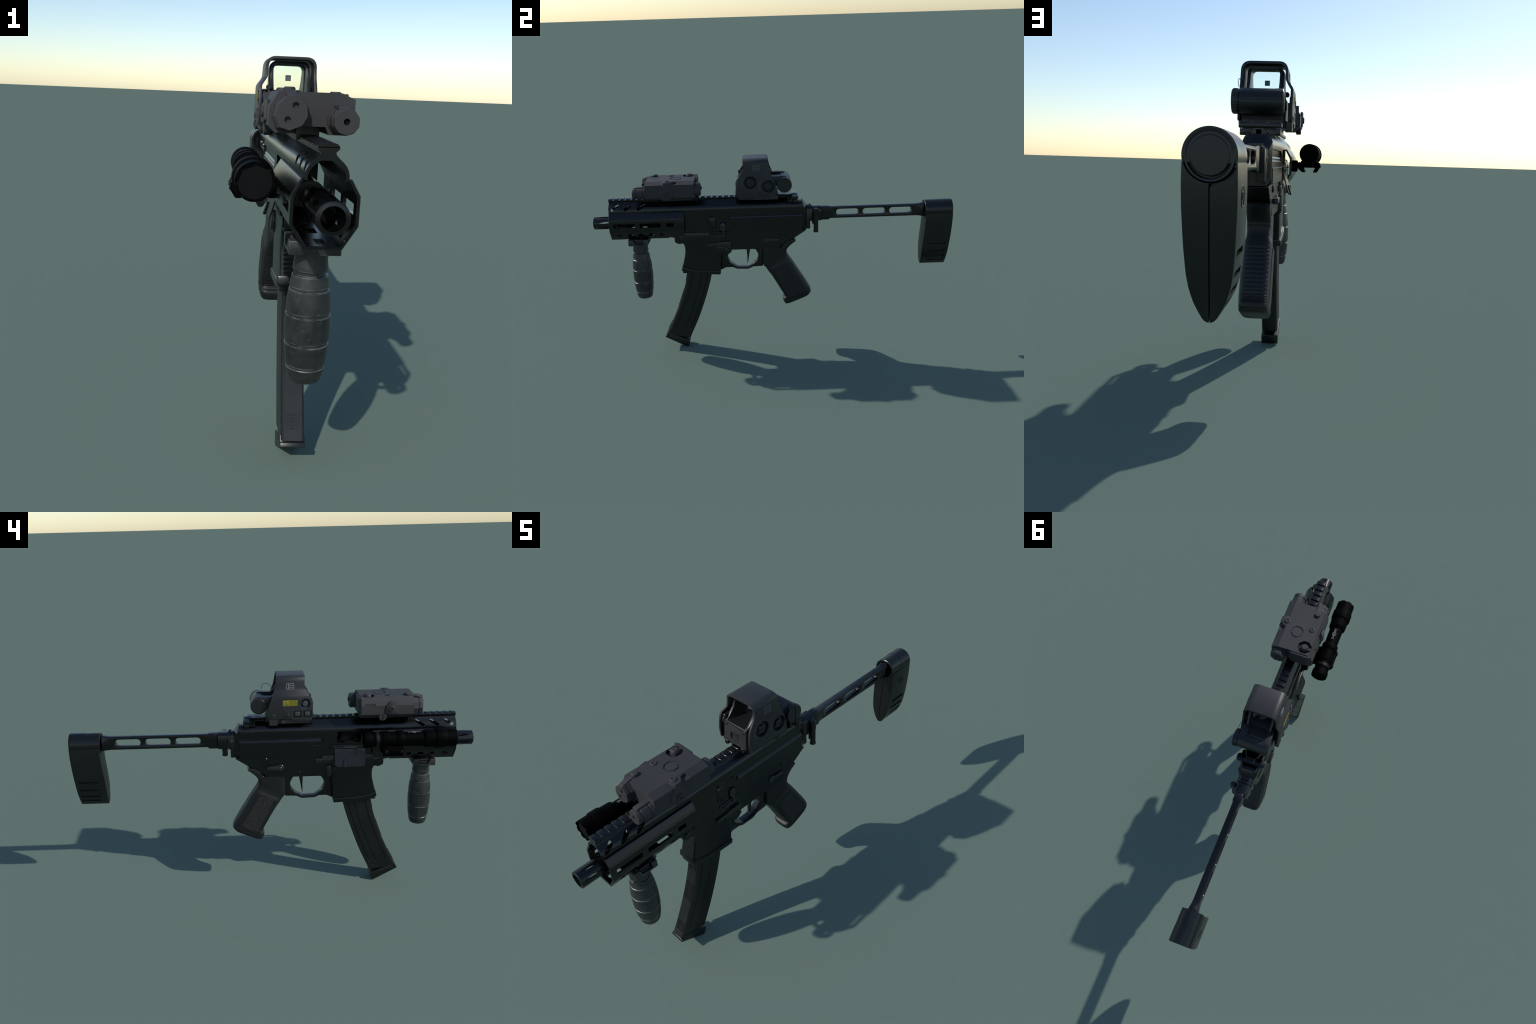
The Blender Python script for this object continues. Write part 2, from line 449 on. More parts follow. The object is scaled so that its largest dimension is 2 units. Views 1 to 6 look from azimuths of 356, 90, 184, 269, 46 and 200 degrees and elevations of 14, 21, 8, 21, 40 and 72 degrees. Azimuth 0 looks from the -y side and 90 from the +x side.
# ------------------------------------------------------------------ barrel and muzzle device
BZ = 0.7795
part(lathe('y', (CX, 0, BZ), [(-0.882, 0.028), (-0.86, 0.034), (-0.80, 0.034), (-0.795, 0.028), (-0.70, 0.028), (-0.70, 0.036), (-0.488, 0.036)], 36), "barrel", M_METAL, gun)
part(cyl('y', (CX, -0.900, BZ), 0.0228, 0.006, 32), "bore_black_disc", M_BLACK, gun)  # black disc set across the inside of the bore
mz = lathe('y', (CX, 0, BZ), [(-1.0, 0.0262), (-0.9985, 0.0335), (-0.9965, 0.0355), (-0.885, 0.0355), (-0.878, 0.030), (-0.878, 0.012), (-0.985, 0.022)][:5] + [(-0.875, 0.012), (-0.905, 0.0235), (-0.988, 0.0245)], 48, closed=True)
fl = []
for k in range(6):
    a = pi / 6 + k * pi / 3 + 0.16
    ys = [-0.986, -0.975, -0.960, -0.945, -0.930, -0.918, -0.905, -0.895]
    ws = [0.0004, 0.0022, 0.0048, 0.0066, 0.0066, 0.0048, 0.0022, 0.0004]
    pts = [(y, w) for y, w in zip(ys, ws)] + [(y, -w) for y, w in reversed(list(zip(ys, ws)))]
    n = len(pts)
    v = [(0.015, y, w) for y, w in pts] + [(0.05, y, w) for y, w in pts]
    f = [list(range(n)), list(range(n, 2 * n))] + [[i, (i + 1) % n, n + (i + 1) % n, n + i] for i in range(n)]
    o = raw(v, f); o.data.transform(Matrix.Translation((CX, 0, BZ)) @ Matrix.Rotation(a, 4, 'Y')); fl.append(o)
mz = cut(mz, *fl)
muzzle = part(mz, "muzzle_device", M_METAL, gun)

# ------------------------------------------------------------------ lower receiver
LW = 0.041
low = prism([(-0.50, 0.7215), (0.166, 0.7215), (0.1855, 0.713), (0.124, 0.673), (0.06, 0.640), (0.03, 0.612), (-0.064, 0.6095),
             (-0.30, 0.6095), (-0.50, 0.64)], CX - LW, CX + LW)
low = bevel(low, 0.0012, 1, 25)
# trigger guard loop
go = rounded([(-0.304, 0.630), (-0.304, 0.482), (-0.274, 0.496), (-0.236, 0.496), (-0.212, 0.485), (-0.148, 0.4825), (-0.118, 0.496), (-0.062, 0.498), (-0.062, 0.630)],
             [0, 0.004, 0.01, 0.02, 0.02, 0.02, 0.02, 0, 0], 4)
guard = prism(go, CX - 0.021, CX + 0.021)
opening = rounded([(-0.249, 0.597), (-0.224, 0.6105), (-0.120, 0.6105), (-0.102, 0.600), (-0.088, 0.572), (-0.090, 0.542), (-0.115, 0.512), (-0.152, 0.4935), (-0.208, 0.4945), (-0.250, 0.524), (-0.265, 0.560)], 0.03, 6)
guard = cut(guard, prism(opening, CX - 0.1, CX + 0.1))
guard = bevel(guard, 0.002, 2, 40)
low_parts = [low]
# magazine well with sloping shoulders
MW = 0.0445
def mw_half(z):
    return interp([(0.46, MW), (0.66, MW), (0.700, 0.0445), (0.7205, LW)], z)
rings = []
frontk = [(0.478, -0.5225), (0.500, -0.5225), (0.515, -0.521), (0.550, -0.511), (0.586, -0.502), (0.612, -0.499), (0.634, -0.4995), (0.650, -0.505), (0.66, -0.512), (0.70, -0.515), (0.7205, -0.497)]
for z, yf in frontk:
    yr = interp([(0.478, -0.3055), (0.60, -0.295), (0.645, -0.293), (0.7205, -0.293)], z)
    hw = mw_half(z)
    ring = rounded([(CX - hw, yf), (CX + hw, yf), (CX + hw, yr), (CX - hw, yr)], [0.012, 0.012, 0.006, 0.006], 4)
    rings.append([(x, y, z) for x, y in ring])
mwell = loft(rings)
low = part(join(*low_parts), "lower_receiver", M_LOWER, gun)
mwell = part(mwell, "magazine_well", M_LOWER, low, 28)
part(guard, "trigger_guard", M_LOWER, low)
# flared lip round the mouth of the well
lip_top = [(-0.520, 0.524), (-0.495, 0.510), (-0.468, 0.501), (-0.435, 0.4955), (-0.303, 0.4885)]
lip_bot = [(-0.307, 0.4635), (-0.435, 0.4710), (-0.492, 0.4810), (-0.5265, 0.4945)]
lip = prism(lip_top + lip_bot, CX - 0.0505, CX + 0.0505)
lip = bevel(lip, 0.004, 2, 40)
part(lip, "magazine_well_lip", M_LOWER, mwell)
# serrations on the front of the well
for k in range(9):
    z = 0.530 + 0.0125 * k
    yf = interp([(0.515, -0.521), (0.550, -0.511), (0.586, -0.502), (0.612, -0.499), (0.64, -0.4995)], z)
    s = bevel(prism([(yf - 0.0008, z - 0.003), (yf + 0.004, z - 0.005), (yf + 0.004, z + 0.005), (yf - 0.0008, z + 0.001)], CX - 0.036, CX + 0.036), 0.0008, 1)
    part(s, "well_serration", M_LOWER, mwell)
# front pivot lug and pins
lug = join(bevel(prism(rounded([(-0.553, 0.700), (-0.553, 0.664), (-0.530, 0.6535), (-0.49, 0.660), (-0.49, 0.706), (-0.52, 0.706)], 0.012, 6), CX - 0.044, CX + 0.044), 0.003, 2),
           cyl('x', (CX, -0.532, 0.6775), 0.0155, 0.098, 28, ch=0.002))
part(lug, "pivot_lug", M_LOWER, low)
part(cyl('x', (CX, 0.037, 0.703), 0.0125, 2 * LW + 0.012, 26, ch=0.003), "takedown_pin", M_LOWER, low)
for y, z, r in ((-0.135, 0.632, 0.006), (-0.02, 0.640, 0.006)):
    part(cyl('x', (CX, y, z), r, 2 * LW + 0.002, 16, ch=0.0008), "receiver_pin", M_LOWER, low)
# trigger
tr = bevel(prism([(-0.155, 0.61), (-0.1515, 0.56), (-0.152, 0.5125), (-0.1495, 0.5115), (-0.140, 0.565), (-0.131, 0.61)], CX - 0.009, CX + 0.009), 0.0012, 2)
part(tr, "trigger", M_METAL, gun)

# fire selector on both sides
def selector(s):
    x = CX + s * LW
    hub = cyl('x', (x + s * 0.002, -0.039, 0.6625), 0.0165, 0.012 if s > 0 else 0.022, 26, ch=0.002)
    point = prism([(-0.050, 0.670), (-0.0605, 0.665), (-0.050, 0.6565)], min(x, x + s * 0.006), max(x, x + s * 0.006))
    arm = bevel(prism(rounded([(-0.033, 0.6745), (0.030, 0.6705), (0.032, 0.6545), (-0.030, 0.6545)], 0.005, 3), min(x, x + (0.009 if s > 0 else -0.020)), max(x, x + (0.009 if s > 0 else -0.020))), 0.002, 2)
    return join(hub, point, arm)
for s in (1, -1):
    part(selector(s), "fire_selector", M_STEEL, gun)
part(cyl('x', (CX - LW - 0.013, -0.039, 0.6625), 0.006, 0.004, 16, ch=0.001), "selector_screw", M_BRIGHT, gun)
# small raised marks by the selector
for s in (1, -1):
    for y, z in ((-0.075, 0.678), (0.010, 0.683)):
        x = CX + s * LW
        part(bevel(prism(rrect(y - 0.009, y + 0.009, z - 0.003, z + 0.003, 0.003, 3), x - 0.0012, x + 0.0012), 0.0005, 1), "selector_mark", M_METAL, low)
# bolt catch lever on +x: round paddle, stem, foot
xb = CX + HW
catch = bevel(prism(rounded([(-0.2955, 0.735), (-0.2965, 0.765), (-0.279, 0.776), (-0.2625, 0.765), (-0.2635, 0.738), (-0.271, 0.730), (-0.2695, 0.7005), (-0.2835, 0.7005), (-0.286, 0.730)],
                            [0.006, 0.012, 0.012, 0.012, 0.006, 0.003, 0, 0, 0.003], 4), xb - 0.006, xb + 0.008), 0.0016, 2)
foot = bevel(box(CX + LW - 0.004, CX + LW + 0.012, -0.329, -0.2685, 0.6895, 0.7025), 0.001, 1)
part(join(catch, foot), "bolt_catch", M_STEEL, gun)
# lever and fence of the magazine release on +x
rel = bevel(prism(rounded([(-0.380, 0.655), (-0.313, 0.6565), (-0.309, 0.660), (-0.246, 0.662), (-0.240, 0.655), (-0.239, 0.628), (-0.246, 0.619), (-0.256, 0.621), (-0.268, 0.6345), (-0.309, 0.6345), (-0.315, 0.6385), (-0.378, 0.6375)],
                          [0.005, 0, 0.002, 0.008, 0.004, 0.008, 0.006, 0.006, 0.005, 0.003, 0, 0.005], 4), CX + LW - 0.002, CX + MW + 0.009), 0.0016, 2)
part(rel, "magazine_release", M_STEEL, gun)
fence = bevel(prism(rounded([(-0.328, 0.634), (-0.270, 0.632), (-0.256, 0.616), (-0.236, 0.616), (-0.238, 0.600), (-0.260, 0.583), (-0.284, 0.583), (-0.291, 0.597), (-0.322, 0.603), (-0.328, 0.612)],
                            0.006, 4), CX + LW - 0.004, CX + MW + 0.0045), 0.0025, 2)
part(fence, "release_fence", M_LOWER, low)
plateR = bevel(box(CX + LW - 0.003, CX + LW + 0.010, -0.356, -0.286, 0.7035, 0.7210), 0.001, 1)
plateR2 = bevel(box(CX + LW - 0.003, CX + LW + 0.010, -0.2665, -0.243, 0.7055, 0.7210), 0.001, 1)
part(join(plateR, plateR2), "catch_housing", M_LOWER, low)
# round crest on the well and fine marking
def emblem(cy, cz, r, x, face, parent, mat, depth=0.0008):
    s = 1 if face == '+x' else -1
    ring = tube('x', (x, cy, cz), r * 0.91, r, depth * 2, 48)
    part(ring, "round_emblem_ring", mat, parent)
    text("SIG", r * 1.05, depth, (x, cy, cz), face, parent, "emblem_lettering", mat, 0.82)
emblem(-0.418, 0.583, 0.034, CX + MW, '+x', mwell, M_LOWER, 0.0006)

# -x side: magazine button in its ring, ambidextrous bar, dust cover hanging open
ringb = cut(cyl('x', (CX - LW + 0.001, -0.278, 0.634), 0.040, 0.020, 40, ch=0.003), cyl('x', (CX - LW - 0.010, -0.278, 0.634), 0.034, 0.016, 40),
            box(CX - LW - 0.03, CX, -0.26, -0.22, 0.58, 0.69), box(CX - LW - 0.03, CX, -0.33, -0.22, 0.664, 0.70))
part(ringb, "button_shroud", M_LOWER, low)
part(bevel(prism(rounded([(-0.269, 0.667), (-0.2905, 0.667), (-0.2905, 0.621), (-0.284, 0.608), (-0.269, 0.606)], 0.003, 3), CX - LW - 0.012, CX - LW + 0.002), 0.0015, 2), "magazine_button", M_STEEL, gun)
part(bevel(prism(rrect(-0.300, -0.213, 0.6855, 0.706, 0.004, 3), CX - LW - 0.011, CX - LW + 0.002), 0.0015, 2), "ambidextrous_bar", M_STEEL, gun)
# dust cover: hinged at the bottom of the port, tilted outward
door = bevel(prism(rounded([(-0.305, 0.757), (-0.305, 0.664), (-0.458, 0.664), (-0.458, 0.757)], [0.004, 0.022, 0.022, 0.004], 6), CX - HW - 0.004, CX - HW + 0.0005), 0.001, 1)
latch = bevel(prism(rrect(-0.360, -0.347, 0.660, 0.700, 0.005, 4), CX - HW - 0.011, CX - HW - 0.003), 0.0015, 2)
latch = join(latch, bevel(prism(rrect(-0.352 - 0.016, -0.352 + 0.014, 0.668, 0.674, 0.002, 3), CX - HW - 0.006, CX - HW - 0.003), 0.001, 1))
for o in (door, latch):
    move(o, (-0.002, 0, 0.0), ('Y', math.radians(15.5)), (CX - HW, 0, 0.757))
part(door, "dust_cover", M_SIGHTD, gun); part(latch, "dust_cover_latch", M_LOWER, gun)
hinge = join(cyl('y', (CX - HW - 0.006, -0.385, 0.7625), 0.0058, 0.175, 16, ch=0.001), bevel(box(CX - HW - 0.010, CX - HW + 0.004, -0.478, -0.283, 0.766, 0.776), 0.002, 2))
part(hinge, "dust_cover_hinge", M_LOWER, upper)
spring = join(cyl('y', (CX - HW - 0.0065, -0.382, 0.7625), 0.0075, 0.062, 16), cyl('z', (CX - HW - 0.0165, -0.4115, 0.744), 0.0015, 0.036, 8))
part(spring, "hinge_spring", M_STEEL, upper)
# sloping forward ledges beside the well
for s in (1, -1):
    x0, x1 = CX + s * (LW - 0.004), CX + s * 0.0515
    led = prism_y([(x0, 0.7205), (CX + s * 0.0475, 0.7205), (x1, 0.703), (x1, 0.690), (x0, 0.690)], -0.497, -0.357 if s > 0 else -0.246)
    part(bevel(led, 0.001, 1), "receiver_ledge", M_LOWER, low)

# ------------------------------------------------------------------ pistol grip
def superring(f, b, hw, n=56, e=3.2, cx=CX):
    """Rounded box section between a front and a back point, half width hw."""
    f, b = Vector(f), Vector(b); c = (f + b) / 2; h = (b - f) / 2
    out = []
    for k in range(n):
        a = 2 * pi * k / n
        ca, sa = math.cos(a), math.sin(a)
        u = math.copysign(abs(ca) ** (2 / e), ca); w = math.copysign(abs(sa) ** (2 / e), sa)
        p = c + h * u
        out.append((cx + hw * w, p.x, p.y))
    return out
NS = 150
fr = smoothpath([(-0.063, 0.6125), (-0.063, 0.560), (-0.062, 0.512), (-0.047, 0.490), (-0.036, 0.472), (-0.018, 0.442), (0.005, 0.402), (0.031, 0.355), (0.0535, 0.315), (0.048, 0.295), (0.049, 0.280), (0.059, 0.261)], NS)
bk = smoothpath([(0.060, 0.6125), (0.0735, 0.592), (0.0730, 0.575), (0.080, 0.556), (0.094, 0.535), (0.116, 0.504), (0.142, 0.462), (0.170, 0.416), (0.194, 0.375), (0.207, 0.348), (0.2105, 0.333), (0.201, 0.319)], NS)
rings = []
for k in range(NS):
    t = k / (NS - 1)
    hw = interp([(0, 0.0412), (0.22, 0.0412), (0.30, 0.043), (0.37, 0.0487), (0.47, 0.0495), (0.8, 0.0505), (0.97, 0.0495), (1, 0.0465)], t)
    ring = superring(fr[k], bk[k], hw, 72, interp([(0, 9.0), (0.2, 7.0), (0.4, 4.5), (1, 4.5)], t))
    c = (fr[k] + bk[k]) / 2; d = (bk[k] - fr[k]).normalized()
    if 0.42 < t < 0.82:                       # finger serrations front and back
        ph = (t - 0.42) / 0.40 * 15
        g = 0.5 - 0.5 * math.cos(2 * pi * ph)
        dep = 0.0030 * (g ** 0.6)
        new = []
        for (x, y, z) in ring:
            u = (Vector((y, z)) - c).dot(d) / ((bk[k] - fr[k]).length / 2)
            if abs(u) > 0.80 and abs(x - CX) < hw * 0.97:
                w = min(1, (abs(u) - 0.80) / 0.08)
                y -= math.copysign(dep * w, u) * d.x; z -= math.copysign(dep * w, u) * d.y
            new.append((x, y, z))
        ring = new
    rings.append(ring)
# rounded bottom
last = rings[-1]; cy = sum(p[1] for p in last) / len(last); cz = sum(p[2] for p in last) / len(last)
rings.append([(CX + (x - CX) * 0.93, cy + (y - cy) * 0.95 + 0.001, cz + (z - cz) * 0.95 - 0.003) for x, y, z in last])
grip = loft(rings)
tf = smoothpath([(-0.0, 0.600), (0.040, 0.6165), (0.052, 0.6345), (0.070, 0.6495), (0.092, 0.6590), (0.117, 0.6610)], 30)
tb = smoothpath([(0.072, 0.568), (0.0735, 0.590), (0.082, 0.606), (0.096, 0.6215), (0.112, 0.6345), (0.1245, 0.6445)], 30)
rings = [superring(a, b, 0.0408, 40, 4) for a, b in zip(tf, tb)]
l = rings[-1]; rings.append([(CX + (x - CX) * 0.9, y + 0.002, 0.653 + (z - 0.653) * 0.75) for x, y, z in l])
tang = loft(rings)
pg = part(join(grip, tang), "pistol_grip", M_POLY, gun, 40)
panel_pts = rounded([(0.070, 0.5105), (0.002, 0.4895), (0.004, 0.470), (0.080, 0.314), (0.100, 0.312), (0.161, 0.346), (0.163, 0.356)], [0.012, 0.012, 0.006, 0.012, 0.008, 0.012, 0.004], 4)
for s in (1, -1):
    x0, x1 = CX + s * 0.0465, CX + s * 0.0508
    p = bevel(prism(panel_pts, min(x0, x1), max(x0, x1)), 0.0007, 1)
    part(p, "grip_panel", M_STIP, pg)
    groove = prism([(0.098, 0.291), (0.148, 0.313), (0.1495, 0.309), (0.0995, 0.2865)], min(CX + s * 0.046, CX + s * 0.0512), max(CX + s * 0.046, CX + s * 0.0512))
    part(groove, "grip_floor_mark", M_STEEL, pg)
    # row of small pips beside the panel
    for (a, b) in (((0.082, 0.505), (0.172, 0.352)), ((-0.018, 0.476), (0.060, 0.318))):
        pips = []
        for k in range(14):
            u = k / 13
            y, z = a[0] + (b[0] - a[0]) * u, a[1] + (b[1] - a[1]) * u
            pips.append(box(CX + s * 0.0424 - 0.0024, CX + s * 0.0424 + 0.0024, y - 0.0032, y + 0.0032, z - 0.0020, z + 0.0020))
        o = join(*pips); o["kind"] = "stuff"
        part(o, "grip_pips", M_POLY, pg)

# ------------------------------------------------------------------ magazine
NM = 60
mf = smoothpath([(-0.488, 0.540), (-0.4995, 0.466), (-0.523, 0.375), (-0.559, 0.274), (-0.609, 0.161), (-0.6485, 0.084)], NM)
mr = smoothpath([(-0.345, 0.530), (-0.360, 0.457), (-0.377, 0.392), (-0.407, 0.300), (-0.451, 0.185), (-0.508, 0.062)], NM)
MGW = 0.0325
def mag_half(d):
    """Half outline of the magazine: s from front (0) to back (1) and half width; d is groove depth."""
    w = MGW
    return [(0.0, 0.0), (0.0, 0.026), (0.03, 0.0305), (0.07, w), (0.19, w), (0.20, w - d), (0.225, w - d), (0.235, w), (0.585, w), (0.595, w - d), (0.625, w - d), (0.635, w),
            (0.81, w), (0.825, w - d), (0.860, w - d), (0.875, w), (0.965, w), (1.0, w - 0.004), (1.0, 0.020), (0.985, 0.0185), (0.985, 0.0)]
rings = []
for k in range(NM):
    t = k / (NM - 1)
    d = 0.0028 * max(0, min(1, (0.93 - t) / 0.02))
    h = mag_half(d); F, R = mf[k], mr[k]
    right = [(CX + w, F.x + (R.x - F.x) * s, F.y + (R.y - F.y) * s) for s, w in h]
    left = [(CX - w, F.x + (R.x - F.x) * s, F.y + (R.y - F.y) * s) for s, w in reversed(h[1:-1])]
    rings.append(right + left)
mag = part(loft(rings), "magazine", M_MAG, gun, 25)
# floor plate
fp = prism(rounded([(-0.6290, 0.0920), (-0.6370, 0.0755), (-0.6485, 0.0815), (-0.6565, 0.0695), (-0.530, -0.0002), (-0.5215, 0.004), (-0.5110, 0.040), (-0.5145, 0.0430)], [0.001, 0.001, 0.003, 0.004, 0.004, 0.008, 0.006, 0.001], 3), CX - 0.0350, CX + 0.0350)
part(bevel(fp, 0.0025, 2, 40), "floor_plate", M_MAG, mag)
# crossed ridges on the front strap, in three groups
ridges = []
def strap_point(t):
    u = t * (NM - 1); i = min(int(u), NM - 2); s = u - i
    p = mf[i].lerp(mf[i + 1], s); tg = (mf[i + 1] - mf[i]).normalized(); return p, tg
for t0, cnt in ((0.20, 5), (0.46, 8), (0.83, 5)):
    for k in range(cnt):
        t = t0 + 0.0215 * k
        for sgn in (1, -1):
            n = Vector((0, -1, 0))
            p, tg = strap_point(t); nrm = Vector((tg.y, -tg.x))
            if nrm.x > 0: nrm = -nrm
            b = box(-0.0240, 0.0240, -0.0026, 0.0026, -0.0012, 0.0012)
            b.data.transform(Matrix.Rotation(sgn * 0.17, 4, 'Y'))
            ang = math.atan2(tg.x, -tg.y)
            b.data.transform(Matrix.Translation((CX, p.x, p.y)) @ Matrix.Rotation(-math.atan2(-tg.x, -tg.y), 4, 'X'))
            ridges.append(b)
o = join(*ridges); o["kind"] = "stuff"
part(o, "strap_ridges", M_MAG, mag)
# fine studded relief between the grooves on both sides
studs = []
for s in (1, -1):
    for i in range(46):
        for j, sc in enumerate((0.06, 0.10, 0.14, 0.30, 0.36, 0.42, 0.48, 0.54)):
            t = 0.13 + 0.0172 * i + (0.0086 if j % 2 else 0)
            if t > 0.9: continue
            u = t * (NM - 1); a = min(int(u), NM - 2); q = u - a
            F = mf[a].lerp(mf[a + 1], q); R = mr[a].lerp(mr[a + 1], q); p = F.lerp(R, sc)
            studs.append(lathe('x', (CX + s * MGW, p.x, p.y), [(-0.001, 0.0021), (s * 0.0003, 0.0012)] if s > 0 else [(0.001, 0.0021), (-0.0003, 0.0012)], 5))
o = join(*studs); o["kind"] = "stuff"
part(o, "side_studs", M_MAG, mag, flat=True)

# ------------------------------------------------------------------ fore grip
FY, FX = -0.7555, CX + 0.001
prof = [(0.655, 0.0415), (0.636, 0.0405), (0.622, 0.0425), (0.611, 0.0430), (0.6065, 0.0405), (0.6050, 0.0375), (0.5995, 0.0375), (0.5985, 0.0425), (0.597, 0.0440), (0.580, 0.0470),
        (0.5700, 0.0487), (0.5690, 0.0468), (0.5625, 0.0473), (0.5605, 0.0500), (0.540, 0.0527), (0.515, 0.0548), (0.5070, 0.0551), (0.5055, 0.0530), (0.4990, 0.0530), (0.4975, 0.0556),
        (0.470, 0.0562), (0.445, 0.0558), (0.4330, 0.0552), (0.4315, 0.0530), (0.4250, 0.0528), (0.4235, 0.0548), (0.400, 0.0530), (0.375, 0.0503), (0.3700, 0.0496), (0.3685, 0.0478), (0.3630, 0.0473),
        (0.3615, 0.0485), (0.345, 0.0455), (0.333, 0.0425), (0.3265, 0.0395), (0.3235, 0.0350), (0.3225, 0.0200), (0.3222, 0.0005)]
fg = part(lathe('z', (FX, FY, 0), prof, 56), "fore_grip", M_FORE, gun, 30)
mb = bevel(box(FX - 0.0615, FX + 0.0615, -0.8095, -0.7015, 0.6560, 0.6905), 0.0025, 2)
cutm = []
for s in (1, -1):
    cutm.append(prism([(-0.790, 0.705), (-0.774, 0.665), (-0.727, 0.665), (-0.722, 0.672), (-0.727, 0.682), (-0.727, 0.705)], min(FX + s * 0.035, FX + s * 0.08), max(FX + s * 0.035, FX + s * 0.08)))
mb = cut(mb, *cutm)
gus = bevel(prism([(-0.702, 0.6905), (-0.687, 0.6905), (-0.687, 0.684), (-0.705, 0.6525), (-0.72, 0.6525)], FX - 0.040, FX + 0.040), 0.001, 1)
part(join(mb, gus), "grip_mount", M_FORE, fg)
for s in (1, -1):
    bar = join(bevel(box(FX + s * 0.044 - 0.010, FX + s * 0.044 + 0.010, -0.784, -0.729, 0.667, 0.6765), 0.002, 2),
               bevel(box(FX + s * 0.046 - 0.006, FX + s * 0.046 + 0.006, -0.778, -0.731, 0.6785, 0.689), 0.002, 2))
    part(bar, "mount_clamp", M_STEEL, fg)

# ------------------------------------------------------------------ folding stock
adp = [(CX - 0.035, 0.718), (CX + 0.035, 0.718), (CX + 0.035, 0.834), (CX + 0.020, 0.849), (CX - 0.020, 0.849), (CX - 0.035, 0.834)]
ad = bevel(cut(prism_y(adp, 0.1862, 0.2195), box(CX - 0.06, CX + 0.06, 0.2075, 0.23, 0.69, 0.762), box(CX - 0.015, CX + 0.015, 0.203, 0.211, 0.842, 0.87)), 0.0012, 1)
sadapt = part(ad, "stock_adapter", M_METAL, gun)
part(socket_screw('x', (CX - 0.0355, 0.2045, 0.800), 0.0095, 0.004, -1), "adapter_bolt", M_STEEL, sadapt)
st_parts = [bevel(prism_y(rounded([(CX - 0.034, 0.764), (CX + 0.034, 0.764), (CX + 0.034, 0.832), (CX + 0.022, 0.842), (CX - 0.022, 0.842), (CX - 0.034, 0.832)], 0.001, 1), 0.2205, 0.2690), 0.0018, 1),
            bevel(box(CX + 0.028, CX + 0.044, 0.226, 0.252, 0.728, 0.832), 0.002, 1),
            bevel(box(CX - 0.034, CX - 0.006, 0.222, 0.246, 0.732, 0.77), 0.002, 1)]
part(join(*st_parts), "hinge_block", M_METAL, gun)
pin = lathe('z', (CX + 0.0455, 0.2385, 0), [(0.702, 0.012), (0.704, 0.0145), (0.712, 0.0145), (0.713, 0.0130), (0.789, 0.0130), (0.790, 0.0148), (0.829, 0.0148), (0.831, 0.012), (0.837, 0.012), (0.839, 0.010)], 28)
part(pin, "hinge_pin", M_METAL, gun)
# strut with three lightening slots
rings = []
def rect_ring(y, hw, z0, z1, r=0.006):
    ring = rounded([(CX - hw, z0), (CX + hw, z0), (CX + hw, z1), (CX - hw, z1)], r, 3)
    return [(x, y, z) for x, z in ring]
def circ_blend(y, hw, z0, z1, rr, cz, k):
    """Section blending from the strut rectangle (k = 0) to the round boss (k = 1)."""
    ring = rounded([(CX - hw, z0), (CX + hw, z0), (CX + hw, z1), (CX - hw, z1)], 0.006, 3)
    out = []
    for x, z in ring:
        a = math.atan2(z - cz, x - CX)
        out.append((x + (CX + rr * math.cos(a) - x) * k, y, z + (cz + rr * math.sin(a) - z) * k))
    return out
for y, hw, z0, z1 in ((0.2692, 0.0205, 0.7625, 0.8395), (0.311, 0.0205, 0.7625, 0.8395), (0.3225, 0.0165, 0.7692, 0.8355), (0.800, 0.0165, 0.7692, 0.8355)):
    rings.append(rect_ring(y, hw, z0, z1))
for y, k in ((0.812, 0.12), (0.822, 0.35), (0.832, 0.68), (0.840, 0.93), (0.850, 1.0)):
    rings.append(circ_blend(y, 0.0165, 0.7692, 0.8355, 0.041, 0.8025, k))
strut = loft(rings)
strut = cut(strut, *[prism(stadium((a + 0.018, 0.804), (a + 0.108, 0.804), 0.0178), CX - 0.05, CX + 0.05) for a in (0.354, 0.5025, 0.651)])
strut = bevel(strut, 0.003, 2, 50)
part(strut, "stock_strut", M_METAL, gun, 40)
# brace pad: a teardrop blade hung on a cylinder, split by a centre slit
PZ = 0.8025; PR = 0.0525
def pad_half(z):
    return interp([(0.477, 0.0035), (0.480, 0.010), (0.486, 0.0155), (0.500, 0.0235), (0.517, 0.0325), (0.545, 0.0415), (0.575, 0.0465), (0.62, 0.0505), (0.70, 0.0540), (0.755, 0.0548), (0.80, 0.0530)], z)
def pad_y(z):
    f = interp([(0.477, 0.842), (0.49, 0.8385), (0.57, 0.838), (0.64, 0.8425), (0.69, 0.8475), (0.76, 0.851)], z)
    r = interp([(0.477, 0.980), (0.52, 0.982), (0.575, 0.988), (0.67, 0.9965), (0.75, 1.0)], z)
    return f, r
zs = [0.477, 0.480, 0.486, 0.492, 0.500, 0.510, 0.520, 0.535, 0.550, 0.575, 0.60, 0.63, 0.66, 0.70, 0.74, 0.77, 0.79]
rings = []
for z in zs:
    hw = pad_half(z); f, r = pad_y(z)
    ring = rounded([(CX - hw, f), (CX + hw, f), (CX + hw, r), (CX - hw, r)], 0.0035, 3)
    rings.append([(x, y, z) for x, y in ring])
blade = loft(rings)
cs = [cyl('y', (CX, 0.92, PZ), PR - 0.0004, 0.30, 64), box(CX - 0.0013, CX + 0.0013, 0.80, 1.1, 0.46, PZ - 0.0540)]
